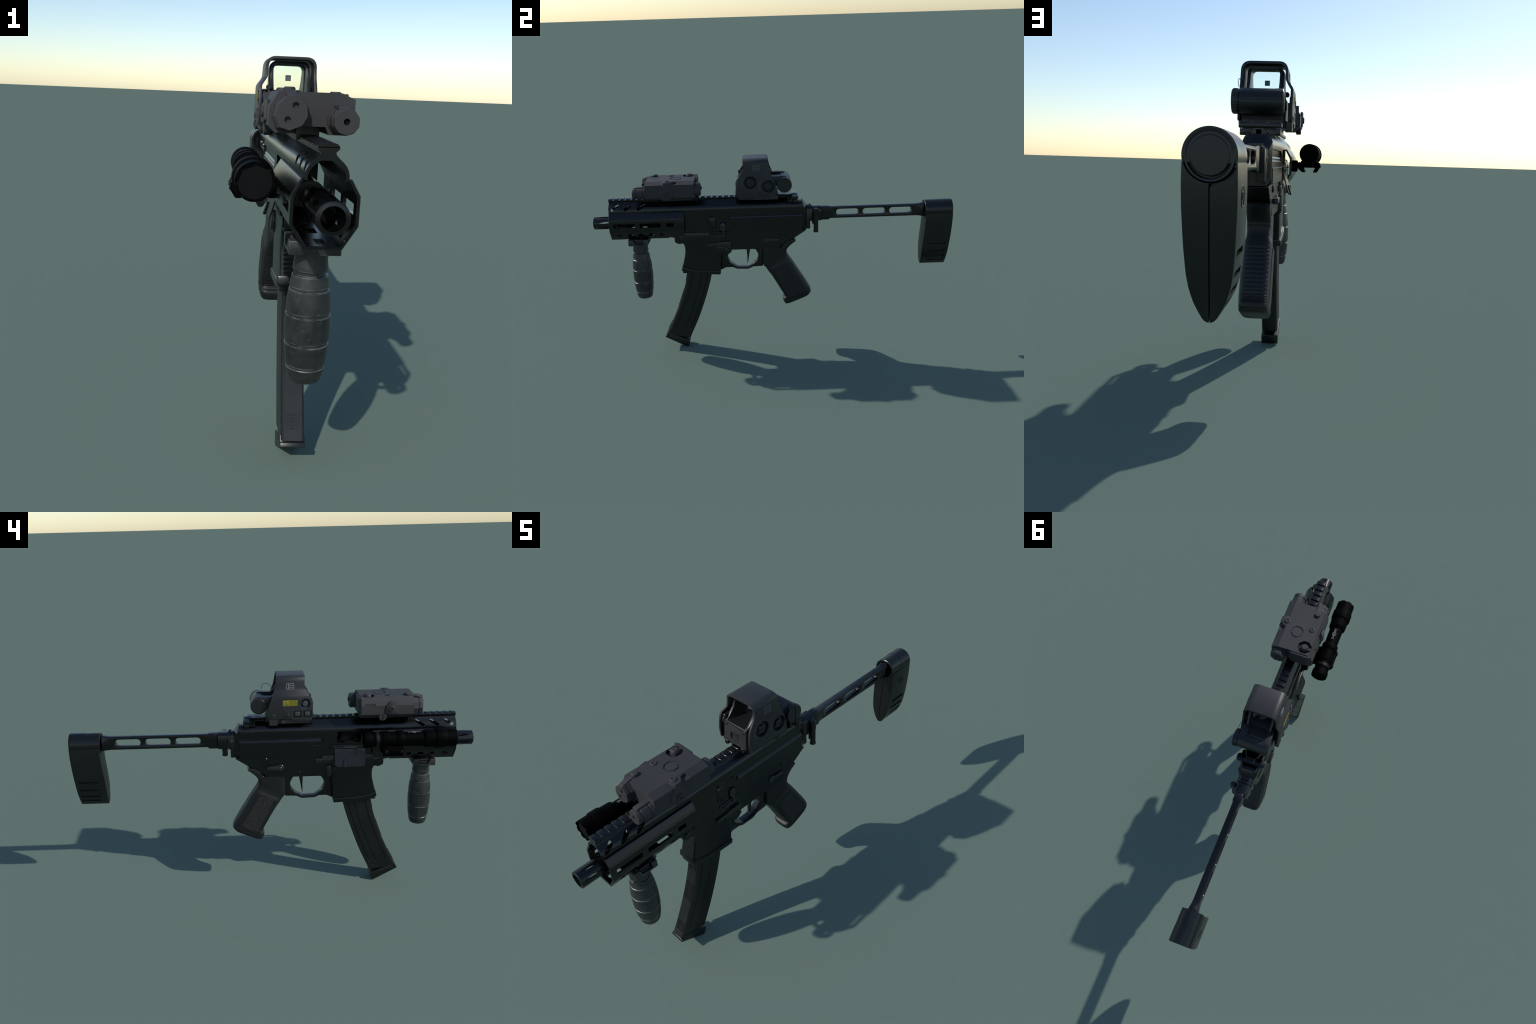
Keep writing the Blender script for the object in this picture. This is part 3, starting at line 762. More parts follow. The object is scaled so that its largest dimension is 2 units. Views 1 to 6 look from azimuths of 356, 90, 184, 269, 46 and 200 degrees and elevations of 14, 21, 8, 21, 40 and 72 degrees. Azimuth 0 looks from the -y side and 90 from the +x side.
# crescent gap where the -x flap meets the drum, on the rear face
arc = [math.radians(-90 - 66 * k / 16) for k in range(17)]
cres = [(CX + 0.0505 * math.cos(a), PZ + 0.0505 * math.sin(a)) for a in arc] + [(CX + 0.0582 * math.cos(a), PZ + 0.0582 * math.sin(a)) for a in reversed(arc)]
cs.append(prism_y(cres, 0.984, 1.02))
for z in (0.6135, 0.5705, 0.5345, 0.5085):
    hw = pad_half(z)
    for s in (1, -1):
        x0, x1 = CX + s * (hw - 0.009), CX + s * (hw + 0.03)
        cs.append(box(min(x0, x1), max(x0, x1), 0.873, 0.968, z - 0.0065, z + 0.0065))
blade = cut(blade, *cs)
drum = lathe('y', (CX, 0, PZ), [(0.864, 0.0005), (0.864, 0.0425), (0.8475, 0.0425), (0.846, 0.044), (0.846, 0.0495), (0.8485, PR), (0.991, PR), (0.9955, 0.0518), (0.9985, 0.0503), (0.9998, 0.0485), (0.9998, 0.0460),
      (0.9990, 0.0444), (0.9965, 0.0433), (0.986, 0.0433), (0.986, 0.0392), (0.9965, 0.0392), (0.9988, 0.0384), (0.9998, 0.0368), (0.9998, 0.0355), (0.9998, 0.0005)], 72)
pad = join(blade, drum)
stock = part(pad, "stock_pad", M_RUBBER, gun, 30)
# strap step on the rear half of the drum
step = lathe('y', (CX, 0, PZ), [(0.926, PR), (0.9262, PR + 0.0012), (0.9975, PR + 0.0012), (0.9985, PR)], 64)
step = cut(step, box(CX - 0.1, CX + 0.1, 0.9, 1.1, 0.6, 0.7885))
part(step, "drum_band", M_RUBBER, stock)
emblem(0.927, 0.7245, 0.0225, CX + 0.0548, '+x', stock, M_RUBBER)
emblem(0.927, 0.7245, 0.0225, CX - 0.0548, '-x', stock, M_RUBBER)

# ------------------------------------------------------------------ rear flip sight, folded
base = bevel(prism_y([(CX - 0.030, 0.900), (CX + 0.030, 0.900), (CX + 0.034, 0.904), (CX + 0.034, 0.912), (CX - 0.034, 0.912), (CX - 0.034, 0.904)], 0.034, 0.112), 0.002, 1)
plate = bevel(prism_z(rounded([(CX - 0.074, 0.106), (CX + 0.066, 0.106), (CX + 0.066, 0.142), (CX - 0.074, 0.142)], 0.014, 6), 0.8990, 0.9155), 0.0025, 2)
lowp = bevel(prism_z(rounded([(CX - 0.070, 0.112), (CX + 0.062, 0.112), (CX + 0.062, 0.137), (CX - 0.070, 0.137)], 0.010, 4), 0.8760, 0.8965), 0.002, 2)
lowp = cut(lowp, box(CX - 0.026, CX - 0.0085, 0.128, 0.16, 0.879, 0.894), box(CX + 0.0085, CX + 0.026, 0.128, 0.16, 0.879, 0.894))
midp = bevel(box(CX - 0.050, CX + 0.050, 0.105, 0.128, 0.894, 0.902), 0.001, 1)
leaf = bevel(prism_z(rounded([(CX - 0.030, 0.030), (CX + 0.030, 0.030), (CX + 0.034, 0.09), (CX + 0.020, 0.122), (CX - 0.020, 0.122), (CX - 0.034, 0.09)], 0.008, 4), 0.9125, 0.9200), 0.0015, 1)
top = bevel(prism_z(rounded([(CX - 0.016, 0.100), (CX + 0.016, 0.100), (CX + 0.016, 0.124), (CX - 0.016, 0.124)], 0.006, 5), 0.9150, 0.9205), 0.0015, 2)
rs = part(join(base, plate, lowp, midp, leaf, top), "rear_sight", M_METAL, gun)
lugs = []
for s in (1, -1):
    lugs.append(cut(bevel(box(CX + s * 0.043 - 0.008, CX + s * 0.043 + 0.008, 0.083, 0.112, 0.878, 0.908), 0.002, 1), cyl('x', (CX + s * 0.043, 0.096, 0.897), 0.005, 0.05, 12)))
part(join(*lugs), "rear_sight_lugs", M_METAL, rs)

# ------------------------------------------------------------------ holographic sight
HR, HL = CX + 0.081, CX - 0.081          # hood sides
# hood: side silhouette pulled across, hollowed, open front and back
sil_r = [(-0.187, 0.919), (-0.190, 0.932), (-0.193, 0.965), (-0.190, 1.000), (-0.184, 1.026), (-0.172, 1.046), (-0.158, 1.068), (-0.153, 1.090), (-0.1545, 1.106), (-0.156, 1.1295),
         (-0.0245, 1.1295), (-0.0215, 1.118), (-0.0165, 1.090), (-0.010, 1.060), (0.002, 1.030), (0.013, 1.006), (0.0215, 0.980), (0.0235, 0.955), (0.0225, 0.935), (0.016, 0.9285), (-0.085, 0.9285), (-0.100, 0.9225), (-0.108, 0.919)]
sil = prism(sil_r, CX - 0.2, CX + 0.2)
def arch(off, flare):
    """Front outline of the hood, pulled in by off; flare widens the -x foot."""
    R, Lf, T = HR + 0.002 - off, HL - off * -1, 1.1295 - off
    pts = rounded([(R + 0.003, 0.90), (R - 0.002, T), (Lf + 0.004, T), (Lf + 0.001, 1.066), (Lf - flare, 1.040), (Lf - flare - 0.001, 0.90)], [0, 0.034 - off, 0.034 - off, 0.02, 0.016, 0], 9)
    return pts
outer_a = arch(0.0, 0.0175); inner_a = arch(0.0085, 0.0175)
inner_a = [(x, z - 0.02 if z < 0.901 else z) for x, z in inner_a]
hood = prism_y(outer_a, -0.25, 0.05)
hood = cut(hood, prism_y(inner_a, -0.30, 0.10))
hood = cut(hood, sil, op='INTERSECT')
hood = bevel(hood, 0.0016, 2, 40)
# recesses in the hood sides: two dials on +x; button dish and two keys on -x
hood = cut(hood, cyl('x', (HR + 0.002, -0.117, 1.0035), 0.0355, 0.05, 40), cyl('x', (HR + 0.002, -0.0215, 0.9815), 0.0350, 0.05, 40),
           cyl('x', (HL - 0.018, -0.156, 1.002), 0.0245, 0.03, 36), prism(rrect(-0.138, -0.100, 0.936, 0.968, 0.003, 3), HL - 0.05, HL + 0.01),
           prism(rrect(-0.185, -0.147, 0.936, 0.968, 0.003, 3), HL - 0.05, HL + 0.01))
sight = bpy.data.objects.new("holographic_sight", None); COL.objects.link(sight); sight.parent = gun
hood = part(hood, "sight_hood", M_SIGHT, sight, 35)
# body block inside
core = bevel(prism([(-0.186, 0.912), (-0.190, 0.938), (-0.1815, 1.006), (-0.174, 1.0105), (0.0, 1.0105), (0.020, 0.995), (0.028, 0.930), (0.031, 0.911)], CX - 0.071, CX + 0.0695), 0.002, 2)
core = part(core, "sight_body", M_SIGHTD, sight)
basep = bevel(prism([(-0.184, 0.906), (-0.184, 0.9265), (-0.002, 0.932), (-0.002, 0.906)], CX - 0.080, CX + 0.0745), 0.0015, 1)
basep = join(basep, bevel(prism([(-0.004, 0.906), (-0.004, 0.9335), (0.033, 0.9335), (0.033, 0.906)], CX - 0.066, CX + 0.066), 0.0015, 1))
part(basep, "sight_base", M_SIGHTD, sight)
fplate = bevel(prism([(-0.1955, 0.9255), (-0.199, 0.932), (-0.1895, 1.018), (-0.185, 1.022), (-0.178, 1.020), (-0.182, 0.9255)], CX - 0.064, CX + 0.064), 0.002, 2)
fplate = part(fplate, "sight_front_plate", M_SIGHT, sight)
for x, z in ((-0.052, 1.008), (0.054, 1.008)):
    part(socket_screw('y', (CX + x, -0.190, z), 0.0075, 0.006, -1), "plate_screw", M_SIGHTD, sight)
for x in (-0.046, 0.046):
    part(move(socket_screw('y', (CX + x, -0.197, 0.9235), 0.0115, 0.014, -1)), "base_screw", M_SIGHTD, sight)
# window frame tunnel
def frame(hw, zt, zb, r):
    return rounded([(CX - hw, zb), (CX + hw, zb), (CX + hw, zt), (CX - hw, zt)], [0.01, 0.01, r, r], 7)
o_r = [frame(0.0635, 1.122, 1.012, 0.026), frame(0.0630, 1.1205, 1.012, 0.026)]
rings = [[(x, y, z) for x, z in frame(hw, zt, 1.004, 0.026)] for y, hw, zt in ((-0.190, 0.064, 1.095), (-0.150, 0.0640, 1.1175), (-0.02, 0.0605, 1.1165), (-0.004, 0.059, 1.095), (0.012, 0.057, 1.04))]
fo = loft(rings)
rings = [[(x, y, z) for x, z in frame(hw, zt, zb, 0.018)] for y, hw, zt, zb in ((-0.20, 0.0535, 1.1085, 1.021), (-0.10, 0.0520, 1.1065, 1.019), (-0.098, 0.0500, 1.1050, 1.0185), (0.03, 0.0495, 1.1040, 1.0180))]
fo = cut(fo, loft(rings))
fo = cut(fo, prism([(-0.118, 1.20), (-0.126, 1.110), (-0.140, 1.066), (-0.168, 1.034), (-0.186, 1.020), (-0.30, 1.0), (-0.30, 1.20)], CX - 0.2, CX + 0.2),
         prism([(-0.040, 1.20), (-0.046, 1.105), (-0.022, 1.060), (0.004, 1.030), (0.10, 1.020), (0.10, 1.20)], CX - 0.2, CX + 0.2))
part(bevel(fo, 0.0015, 2, 40), "window_frame", M_SIGHTD, sight, 35)
part(box(CX - 0.0515, CX + 0.0515, -0.0955, -0.0935, 1.016, 1.1075), "window_glass", M_GLASS, sight)
ret = bpy.data.objects.new("reticle", None); COL.objects.link(ret); ret.parent = sight
part(box(CX - 0.0015 - 0.009, CX - 0.0015 + 0.009, -0.1012, -0.1005, 1.0565, 1.0745), "reticle_plate", M_RET, sight)
part(tube('y', (CX - 0.0015, -0.10085, 1.0655), 0.0077, 0.0082, 0.0014, 40), "reticle_ring", M_RED, sight)
part(cyl('y', (CX - 0.0015, -0.10085, 1.0655), 0.0006, 0.0014, 10), "reticle_dot", M_RED, sight)
bpy.data.objects.remove(ret)
# sealing post beside the window
part(cyl('y', (CX - 0.068, -0.170, 1.0345), 0.0085, 0.030, 18, ch=0.002), "seal_screw", M_SIGHTD, sight)
# battery housing across the rear
BY, BZ2 = 0.0640, 0.9870
bat = lathe('x', (0, BY, BZ2), [(CX - 0.075, 0.034), (CX - 0.070, 0.0395), (CX + 0.071, 0.0395), (CX + 0.073, 0.0375)], 44)
ramp_r = [(-0.012, 1.028), (0.020, 1.030), (0.060, 1.0310), (0.076, 1.0285), (0.091, 1.018), (0.1035, 0.998), (0.1045, 0.986), (0.05, 0.970), (0.010, 0.980), (-0.012, 0.995)]
ramp = bevel(prism(ramp_r, CX - 0.074, CX + 0.0715), 0.006, 3, 20)
sc = prism([(-0.05, 1.12), (-0.05, 1.017), (0.03, 1.019), (0.065, 1.0235), (0.082, 1.034), (0.082, 1.12)], CX - 0.046, CX + 0.040)
ramp = cut(ramp, sc)
part(join(bat, ramp), "battery_housing", M_SIGHTD, sight, 35)
cap = lathe('x', (0, BY + 0.001, BZ2), [(CX + 0.0735, 0.0385), (CX + 0.078, 0.0405), (CX + 0.093, 0.0405), (CX + 0.0965, 0.0375)], 44)
cap = cut(cap, box(CX + 0.0945, CX + 0.12, BY - 0.002, BY + 0.004, BZ2 - 0.06, BZ2 + 0.06))
cap = part(cap, "battery_cap", M_SIGHTD, sight)
kn = []
for k in range(44):
    a = 2 * pi * k / 44
    kn.append(box(CX + 0.0785, CX + 0.0925, BY + 0.001 + 0.0402 * math.cos(a) - 0.001, BY + 0.001 + 0.0402 * math.cos(a) + 0.001, BZ2 + 0.0402 * math.sin(a) - 0.001, BZ2 + 0.0402 * math.sin(a) + 0.001))
o = join(*kn); o["kind"] = "stuff"; part(o, "cap_knurling", M_SIGHTD, cap)
# retaining wire
cu = bpy.data.curves.new("w", 'CURVE'); cu.dimensions = '3D'; cu.bevel_depth = 0.0011; cu.bevel_resolution = 2
sp = cu.splines.new('NURBS'); pts = [(CX + 0.079, 0.045, 1.035), (CX + 0.083, 0.048, 1.052), (CX + 0.080, 0.032, 1.068), (CX + 0.076, 0.010, 1.062), (CX + 0.070, -0.006, 1.046)]
sp.points.add(len(pts) - 1)
for p, q in zip(sp.points, pts): p.co = (*q, 1)
sp.use_endpoint_u = True; sp.order_u = 4
t = bpy.data.objects.new("w", cu); COL.objects.link(t)
me = bpy.data.meshes.new_from_object(t.evaluated_get(bpy.context.evaluated_depsgraph_get()))
bpy.data.objects.remove(t)
w = bpy.data.objects.new("tmp", me); COL.objects.link(w); part(w, "cap_wire", M_BLACK, sight)
# dials
for y, z in ((-0.117, 1.0035), (-0.0215, 0.9815)):
    dish = lathe('x', (0, y, z), [(CX + 0.066, 0.0365), (CX + 0.0735, 0.0365), (CX + 0.0735, 0.030), (CX + 0.067, 0.026)], 40)
    part(dish, "dial_dish", M_SIGHTD, sight)
    d = cut(lathe('x', (0, y, z), [(CX + 0.066, 0.0262), (CX + 0.074, 0.0262), (CX + 0.0755, 0.0245), (CX + 0.0755, 0.0185), (CX + 0.0835, 0.0178), (CX + 0.085, 0.0160)], 36),
            move(box(CX + 0.083, CX + 0.1, y - 0.015, y + 0.015, z - 0.0012, z + 0.0012)))
    part(d, "adjustment_dial", M_SIGHTD, sight)
    dots = []
    for k in range(20):
        a = 2 * pi * k / 20
        if 0.42 < (a / (2 * pi)) < 0.60: continue
        yy, zz = y + 0.0415 * math.cos(a), z + 0.0415 * math.sin(a)
        if yy > 0.006 or zz < 0.94: continue
        dots.append(cyl('x', (HR + 0.0012 + (1.1 - zz) * 0.02, yy, zz), 0.0009, 0.0030, 6))
    o = join(*dots); o["kind"] = "stuff"; part(o, "dial_ticks", M_MARK2, sight, flat=True)
    arcs = []
    for a0, a1 in ((2.55, 2.98), (3.10, 3.55)):
        n = 8; v = []; f = []
        for k in range(n):
            a = a0 + (a1 - a0) * k / (n - 1)
            for r in (0.0465, 0.0488):
                for xx in (0.0, 0.0032):
                    zz = z + r * math.sin(a)
                    v.append((HR + (1.1 - zz) * 0.02 - 0.0008 + xx, y + r * math.cos(a), zz))
        for k in range(n - 1):
            b0, b1 = 4 * k, 4 * k + 4
            for q in ((0, 1), (1, 3), (3, 2), (2, 0)): f.append([b0 + q[0], b0 + q[1], b1 + q[1], b1 + q[0]])
        f += [[0, 1, 3, 2], [4 * n - 4, 4 * n - 3, 4 * n - 1, 4 * n - 2]]
        arcs.append(raw(v, f))
    part(join(*arcs), "dial_arrow", M_MARK2, sight, flat=True)
# emblem: rounded frame with bars, plus word beneath, on both hood sides
def hood_mark(s, yc, zc):
    x = (HR - 0.0022 if s > 0 else HL + 0.0048)
    fr_ = cut(prism(rrect(yc - 0.0195, yc + 0.0195, zc - 0.0145, zc + 0.0145, 0.005, 4), x - 0.004, x + 0.004),
              prism(rrect(yc - 0.0165, yc + 0.0165, zc - 0.0115, zc + 0.0115, 0.002, 3), x - 0.02, x + 0.02))
    bars = [box(x - 0.004, x + 0.004, yc + s * -0.0075 - 0.0022, yc + s * -0.0075 + 0.0022, zc - 0.0120, zc + 0.0120)]
    for k in (-1, 1):
        bars.append(box(x - 0.004, x + 0.004, min(yc - s * 0.007, yc + s * 0.0175), max(yc - s * 0.007, yc + s * 0.0175), zc + k * 0.0045 - 0.0016, zc + k * 0.0045 + 0.0016))
    o = join(fr_, *bars)
    part(o, "hood_emblem", M_MARK if s < 0 else M_MARK2, sight, flat=True)
    text("EOTECH", 0.0105, 0.004, (x + (0.0004 if s > 0 else -0.0040), yc, zc - 0.0205), '+x' if s > 0 else '-x', sight, "hood_lettering", M_MARK2, 1.0)
hood_mark(1, -0.084, 1.0845); hood_mark(-1, -0.085, 1.0825)
# front plate emblem
em = cut(prism_y([(CX + x, z) for x, z in rrect(-0.021, 0.021, 0.952, 0.990, 0.004, 3)], -0.2008, -0.185), prism_y([(CX + x, z) for x, z in rrect(-0.018, 0.024, 0.955, 0.987, 0.002, 3)], -0.23, -0.15))
em = join(em, *[prism_y([(CX - 0.010, z - 0.0012), (CX + 0.020, z - 0.0012), (CX + 0.020, z + 0.0012), (CX - 0.010, z + 0.0012)], -0.1990, -0.185) for z in (0.963, 0.971, 0.979)])
part(em, "plate_emblem", M_SIGHT, sight, flat=True)
# -x side: label, dished button, two keys, screws, lever
xl = HL - 0.0183
part(box(xl - 0.0010, xl + 0.004, -0.119, -0.050, 0.9925, 1.0195), "warning_label", M_YEL, sight)
def ink(y0, y1, z0, z1): return box(xl - 0.0016, xl + 0.002, y0, y1, z0, z1)
inks = [ink(-0.110, -0.1085, 0.9925, 1.0195), ink(-0.1175, -0.112, 0.9950, 0.9985), ink(-0.1175, -0.112, 1.002, 1.0045), ink(-0.1175, -0.112, 1.010, 1.0130)]
for k in range(5):
    inks.append(ink(-0.106 + 0.003 * (k % 2), -0.076 - 0.002 * (k % 3), 0.9955 + 0.0045 * k, 0.9970 + 0.0045 * k))
tri = cut(prism([(-0.053, 0.9955), (-0.075, 0.9955), (-0.064, 1.0150)], xl - 0.0016, xl + 0.002), prism([(-0.0555, 0.9970), (-0.0725, 0.9970), (-0.064, 1.0122)], xl - 0.02, xl + 0.02))
inks += [tri, cyl('x', (xl + 0.0, -0.064, 1.0015), 0.0022, 0.0032, 8)]
part(join(*inks), "label_print", M_INK, sight, flat=True)
part(lathe('x', (0, -0.156, 1.002), [(xl + 0.0012, 0.0247), (xl + 0.0095, 0.0170), (xl + 0.0095, 0.006), (xl + 0.02, 0.006), (xl + 0.02, 0.0247)], 32, closed=True), "button_dish", M_SIGHT, sight)
part(lathe('x', (0, -0.155, 1.002), [(xl + 0.012, 0.0125), (xl - 0.0005, 0.0125), (xl - 0.0025, 0.0105)], 28), "round_button", M_BTN, sight)
for y in (-0.119, -0.166):
    part(box(xl + 0.0075, xl + 0.0095, y - 0.0195, y + 0.0195, 0.9355, 0.9685), "key_well", M_SIGHTD, sight)
    part(bevel(box(xl + 0.001, xl + 0.009, y - 0.0130, y + 0.0130, 0.9405, 0.9625), 0.003, 3), "square_key", M_BTN, sight)
for y in (-0.004, -0.071):
    part(socket_screw('x', (xl + 0.001, y, 0.943), 0.0095, 0.006, -1), "hood_screw", M_SIGHT, sight)
lev = join(bevel(box(CX - 0.099, CX - 0.078, -0.024, 0.0165, 0.8965, 0.928), 0.002, 1), bevel(box(CX - 0.092, CX - 0.078, -0.18, -0.02, 0.9035, 0.9265), 0.002, 1),
           cyl('z', (CX - 0.092, -0.047, 0.916), 0.013, 0.014, 22))
part(lev, "mount_lever", M_SIGHT, sight)
# +x side mount nut
part(join(bevel(prism([(-0.112, 0.9065), (-0.095, 0.9265), (0.030, 0.9285), (0.030, 0.9065)], CX + 0.070, CX + 0.0800), 0.001, 1), socket_screw('x', (CX + 0.0815, -0.033, 0.9165), 0.0125, 0.006, 1)), "mount_nut", M_SIGHT, sight)
part(bevel(prism_y([(CX - 0.040, 0.8985), (CX + 0.040, 0.8985), (CX + 0.040, 0.9075), (CX - 0.040, 0.9075)], -0.182, 0.028), 0.001, 1), "mount_clamp_bar", M_SIGHTD, sight)

# ------------------------------------------------------------------ aiming laser
laser = bpy.data.objects.new("aiming_laser", None); COL.objects.link(laser); laser.parent = gun
LRX, LLX = 0.1385, -0.0665
top_z = 1.0215
sect = [(-0.050, 0.924), (-0.032, 0.924), (0.006, 0.924), (0.014, 0.942), (0.070, 0.942), (0.078, 0.9235), (0.122, 0.9235), (0.1385, 0.938), (0.1385, 1.0075), (0.106, top_z), (-0.044, top_z), (-0.0655, 0.984), (-0.0655, 0.940)]
bx = prism_y(sect, -0.684, -0.421)
# cut-away of the left front for the lens barrel, slanted front left corner
bx = cut(bx, prism_z([(-0.12, -0.80), (0.0, -0.80), (0.0, -0.672), (-0.12, -0.672)], 0.90, 1.10),
         prism_z([(0.060, -0.40), (0.060, -0.4235), (0.046, -0.4205), (0.046, -0.40)], 0.9, 1.1))
bx = cut(bx, prism_z(ngon((-0.014, -0.459), 0.0345, 8, pi / 8), 1.006, 1.06), tube('z', (0.0475, -0.525, 1.0215), 0.026, 0.031, 0.006, 8, pi / 8),
         prism([(-0.48, 0.991), (-0.457, 0.991), (-0.457, 0.986), (-0.44, 0.984)][:0] or rrect(-0.487, -0.437, 0.982, 0.998, 0.007, 4), -0.08, -0.060))
# thumb scallop on the right rear shoulder
bx = cut(bx, prism([(-0.536, 1.05), (-0.536, 1.0072), (-0.515, 1.0072), (-0.508, 1.05)], 0.113, 0.2))
bx = bevel(bx, 0.0012, 1, 25)
lbody = part(bx, "laser_housing", M_LASER, laser, 22)
part(tube('z', (0.0475, -0.525, 1.0212), 0.0335, 0.0350, 0.0018, 8, pi / 8), "housing_octagon", M_LASER, laser)
# rear wall shape and battery cylinder
rw = bevel(prism_z(rounded([(-0.062, -0.424), (0.048, -0.424), (0.040, -0.412), (-0.04, -0.410), (-0.055, -0.414)], 0.004, 3), 0.940, 1.018), 0.002, 1)
part(rw, "housing_rear_wall", M_LASER, laser)
bc = lathe('y', (0.100, 0, 0.9725), [(-0.43, 0.036), (-0.396, 0.038), (-0.388, 0.034)], 8, rot=pi / 8)
part(bevel(bc, 0.0012, 1, 25), "laser_battery_cap", M_LASER, laser, 22)
part(cyl('y', (0.100, -0.386, 0.978), 0.009, 0.010, 16, ch=0.002), "battery_cap_stud", M_LASER, laser)
# right emitter barrel
rb = lathe('y', (0.1065, 0, 0.9580), [(-0.755, 0.0300), (-0.751, 0.0315), (-0.7385, 0.0315), (-0.7375, 0.0285), (-0.7325, 0.0285), (-0.7315, 0.0325), (-0.698, 0.0325), (-0.6975, 0.0305), (-0.694, 0.0305), (-0.6935, 0.0345), (-0.675, 0.0345)], 10, rot=pi / 10)
rb = cut(rb, cyl('y', (0.1065, -0.757, 0.9580), 0.0075, 0.022, 20))
part(bevel(rb, 0.0008, 1, 25), "emitter_barrel", M_LASER, laser, 22)
part(bevel(prism([(-0.742, 0.980), (-0.742, 0.9905), (-0.735, 0.993), (-0.672, 0.995), (-0.672, 0.984)], 0.088, 0.113), 0.0015, 1), "emitter_tab", M_LASER, laser)
part(cyl('y', (0.1065, -0.747, 0.9580), 0.0075, 0.002, 20), "emitter_lens", M_BLACK, laser)
# left twin-lens barrel: a rounded octagonal lozenge on a slant
def lozenge(k, y):
    c = Vector((-0.0165, 0.9740)); pts = [(-0.053, 0.965), (-0.044, 0.941), (-0.020, 0.934), (0.008, 0.945), (0.020, 0.965), (0.018, 0.990), (-0.004, 1.0120), (-0.030, 1.005), (-0.047, 0.990)]
    k *= 1.06
    return [(c.x + (p[0] - c.x) * k, y, c.y + (p[1] - c.y) * k) for p in pts]
lz = loft([lozenge(0.965, -0.7185), lozenge(1.0, -0.7150), lozenge(1.0, -0.7015), lozenge(0.95, -0.7005), lozenge(0.95, -0.6975), lozenge(1.06, -0.6965), lozenge(1.10, -0.671)])
lz = cut(lz, cyl('y', (-0.008, -0.718, 0.990), 0.0080, 0.016, 20), cyl('y', (-0.0255, -0.718, 0.957), 0.0080, 0.016, 20))
part(lz, "twin_lens_barrel", M_LASER, laser, 20)
hose = bevel(prism([(-0.7165, 1.000), (-0.7165, 1.0125), (-0.690, 1.021), (-0.648, 1.0275), (-0.636, 1.0275), (-0.636, 1.020), (-0.672, 1.016), (-0.695, 1.012)], -0.028, -0.005), 0.0015, 1)
part(hose, "lens_cover_strap", M_LASER, laser)
part(cyl('z', (-0.0165, -0.646, 1.0265), 0.0145, 0.012, 20, ch=0.003), "strap_stud", M_LASER, laser)
# side bosses with sockets, left shoulder wedges
bossR = bevel(prism(rounded([(-0.610, 0.980), (-0.585, 1.005), (-0.558, 1.005), (-0.535, 0.980), (-0.535, 0.945), (-0.552, 0.924), (-0.592, 0.924), (-0.610, 0.945)], 0.010, 4), 0.134, 0.1430), 0.004, 2)
part(bossR, "side_boss", M_LASER, laser)
pillar = bevel(prism_z(rounded([(0.090, -0.600), (0.120, -0.592), (0.142, -0.585), (0.142, -0.556), (0.120, -0.540), (0.090, -0.535)], 0.008, 3), 0.96, 1.0205), 0.003, 2)
part(pillar, "corner_pillar", M_LASER, laser)
part(socket_screw('x', (0.1460, -0.572, 0.956), 0.0135, 0.010, 1), "boss_screw", M_LASER, laser)
bossL = bevel(prism(rounded([(-0.60, 0.948), (-0.59, 1.000), (-0.56, 1.006), (-0.54, 0.985), (-0.535, 0.95), (-0.56, 0.940)], 0.008, 4), -0.0715, -0.060), 0.003, 2)
part(bossL, "side_boss", M_LASER, laser)
part(socket_screw('x', (-0.072, -0.564, 0.970), 0.0135, 0.010, -1), "boss_screw", M_LASER, laser)
for x, y in ((0.1105, -0.5675), (-0.0165, -0.559)):
    part(bevel(socket_screw('z', (x, y, 1.0220), 0.0145, 0.0065, 1), 0.0006, 1), "top_screw", M_LASER, laser)
# selector knob in its well
part(prism_z(ngon((-0.014, -0.459), 0.034, 8, pi / 8), 1.004, 1.0065), "knob_well_floor", M_SIGHTD, laser)
knob = join(bevel(lathe('z', (-0.0145, -0.457, 0), [(1.0055, 0.021), (1.022, 0.019), (1.0295, 0.0155), (1.0315, 0.012)], 9), 0.0008, 1), bevel(box(-0.0445, -0.0300, -0.465, -0.449, 1.005, 1.017), 0.002, 1))
part(knob, "selector_knob", M_LASER, laser, 22)
# dark seam lines of the lens covers
for (x0, x1, y, z0, z1) in ((0.088, 0.1392, -0.640, 0.985, 1.0272),):
    seam = cut(box(x0, x1, y - 0.0010, y + 0.0010, z0, z1), box(0.08, 0.1382, y - 0.01, y + 0.01, 0.9, 1.0067))
    kill(seam)
part(box(0.1055, 0.1066, -0.6405, -0.6395, 1.0190, 1.0220), "housing_seam", M_BLACK, laser)
# rail clamp and thumb nut on -x
part(bevel(prism_y([(CX - 0.030, 0.902), (CX - 0.028, 0.9045), (CX + 0.026, 0.9045), (CX + 0.028, 0.902), (CX + 0.028, 0.9425), (CX - 0.030, 0.9425)], -0.600, -0.440), 0.0015, 1), "laser_clamp", M_SIGHTD, laser)
part(bevel(box(-0.045, -0.020, -0.500, -0.44, 0.918, 0.934), 0.003, 2), "clamp_shoe", M_SIGHTD, laser)
nut = cut(cyl('x', (-0.056, -0.525, 0.9275), 0.0185, 0.020, 24, ch=0.002), box(-0.08, -0.058, -0.527, -0.523, 0.9, 0.96))
part(nut, "clamp_thumb_nut", M_LASER, laser)

# ------------------------------------------------------------------ weapon light on the -x side
LX, LZ = -0.1065, 0.8300
light = bpy.data.objects.new("weapon_light", None); COL.objects.link(light); light.parent = gun
prof = [(-0.712, 0.0335), (-0.7145, 0.0385), (-0.720, 0.0415), (-0.728, 0.0420), (-0.770, 0.0430), (-0.7705, 0.0470), (-0.776, 0.0480), (-0.812, 0.0480), (-0.8165, 0.0465), (-0.817, 0.0438), (-0.857, 0.0438)]
body = lathe('y', (LX, 0, LZ), [(-0.62, 0.0325)] + prof, 56)
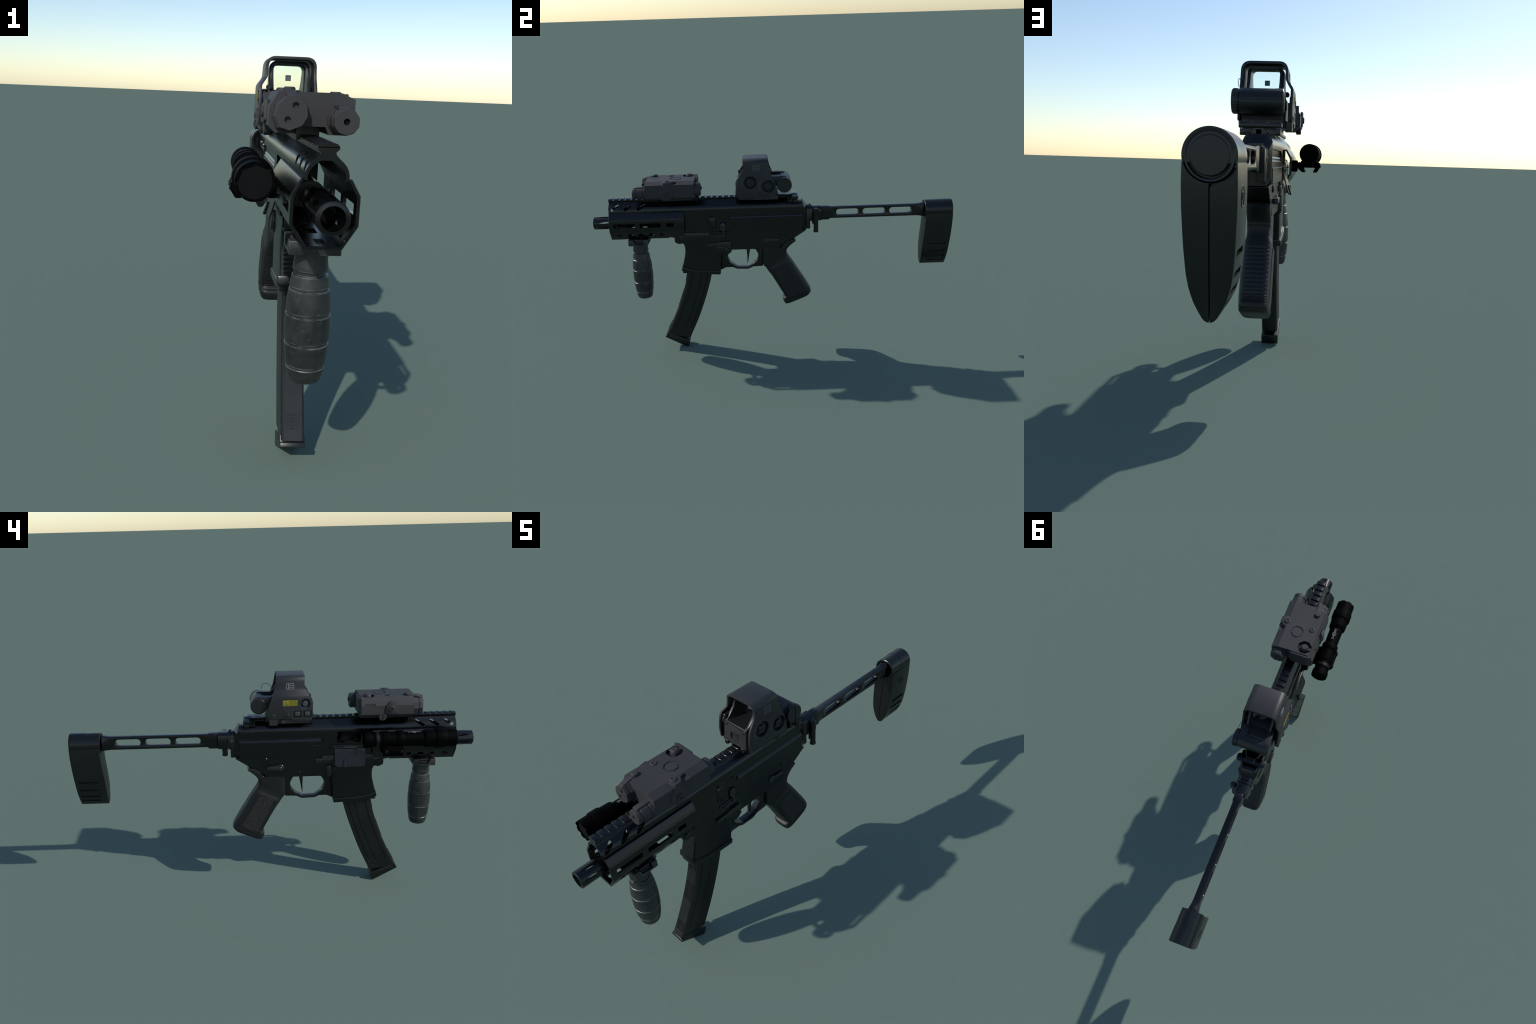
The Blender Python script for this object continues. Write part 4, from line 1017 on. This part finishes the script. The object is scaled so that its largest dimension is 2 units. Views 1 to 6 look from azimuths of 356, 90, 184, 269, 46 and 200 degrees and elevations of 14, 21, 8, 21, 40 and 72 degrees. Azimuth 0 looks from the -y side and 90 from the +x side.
# scalloped bezel
rings = []
for y, r in ((-0.856, 0.0438), (-0.8665, 0.0434), (-0.8665, 0.0390), (-0.857, 0.0385)):
    ring = []
    for k in range(96):
        a = 2 * pi * k / 96
        yy = y + (0.0035 * max(0, math.cos(8 * a)) if y < -0.862 else 0)
        ring.append((LX + r * math.cos(a), yy, LZ + r * math.sin(a)))
    rings.append(ring)
bez = loft(rings, caps=False)
part(join(body, bez), "light_head", M_LIGHT, light, 30)
part(cyl('y', (LX, -0.8580, LZ), 0.0388, 0.002, 48), "light_lens", M_BLACK, light)
tprof = [(-0.4300, 0.030), (-0.4300, 0.036), (-0.4325, 0.0395), (-0.452, 0.0405), (-0.464, 0.0385), (-0.467, 0.034), (-0.4775, 0.034), (-0.478, 0.0365), (-0.485, 0.0365), (-0.4855, 0.0335), (-0.504, 0.0335), (-0.5045, 0.0365), (-0.514, 0.0365), (-0.516, 0.039),
         (-0.520, 0.0400), (-0.544, 0.0400), (-0.547, 0.0370), (-0.5475, 0.035), (-0.583, 0.035), (-0.584, 0.0385), (-0.588, 0.0405), (-0.613, 0.0405), (-0.617, 0.0385), (-0.618, 0.0325), (-0.64, 0.0325)]
tl = lathe('y', (LX, 0, LZ), tprof, 48)
tl = cut(tl, cyl('y', (LX, -0.43, LZ), 0.028, 0.010, 36))
part(tl, "light_tail", M_LIGHT, light, 30)
part(tube('y', (LX, -0.494, LZ), 0.0325, 0.0345, 0.016, 40), "light_ring", M_LRING, light)
text("SUREFIRE", 0.015, 0.0012, (0, 0, 0), '+z', light, "light_lettering", M_MARK, 1.0)
t = [o for o in bpy.data.objects if o.name == "light_lettering"][0]
t.data.transform(Matrix.Translation((LX, -0.668, LZ + 0.0322)) @ Matrix.Rotation(-pi / 2, 4, 'Z'))
ringm = part(tube('z', (LX, -0.668, LZ + 0.0322), 0.0085, 0.0100, 0.0024, 28), "light_emblem", M_MARK, light, flat=True)
# rail-clamp mount beneath and offset arm to the hand guard
mt = bevel(prism_y([(-0.1505, 0.774), (-0.1505, 0.7925), (-0.147, 0.796), (-0.060, 0.796), (-0.052, 0.791), (-0.052, 0.774), (-0.076, 0.754), (-0.090, 0.754), (-0.081, 0.7735), (-0.130, 0.7735), (-0.121, 0.754), (-0.138, 0.754)], -0.616, -0.520), 0.0015, 1)
part(mt, "light_mount", M_LIGHT, light)
arm = bevel(box(-0.054, -0.0335, -0.612, -0.525, 0.755, 0.803), 0.003, 2)
arm2 = bevel(prism_y([(-0.0675, 0.796), (-0.075, 0.805), (-0.135, 0.805), (-0.145, 0.796)], -0.612, -0.524), 0.002, 1)
part(join(arm, arm2), "mount_arm", M_LIGHT, light)
for y in (-0.532, -0.604):
    part(socket_screw('x', (-0.151, y, 0.781), 0.0075, 0.005, -1), "mount_screw", M_LRING, light)

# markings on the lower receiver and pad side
text("MULTI CAL", 0.010, 0.0005, (CX + LW, -0.18, 0.692), '+x', low, "receiver_lettering", M_LOWER, 1.0) if False else None
bpy.context.view_layer.update()
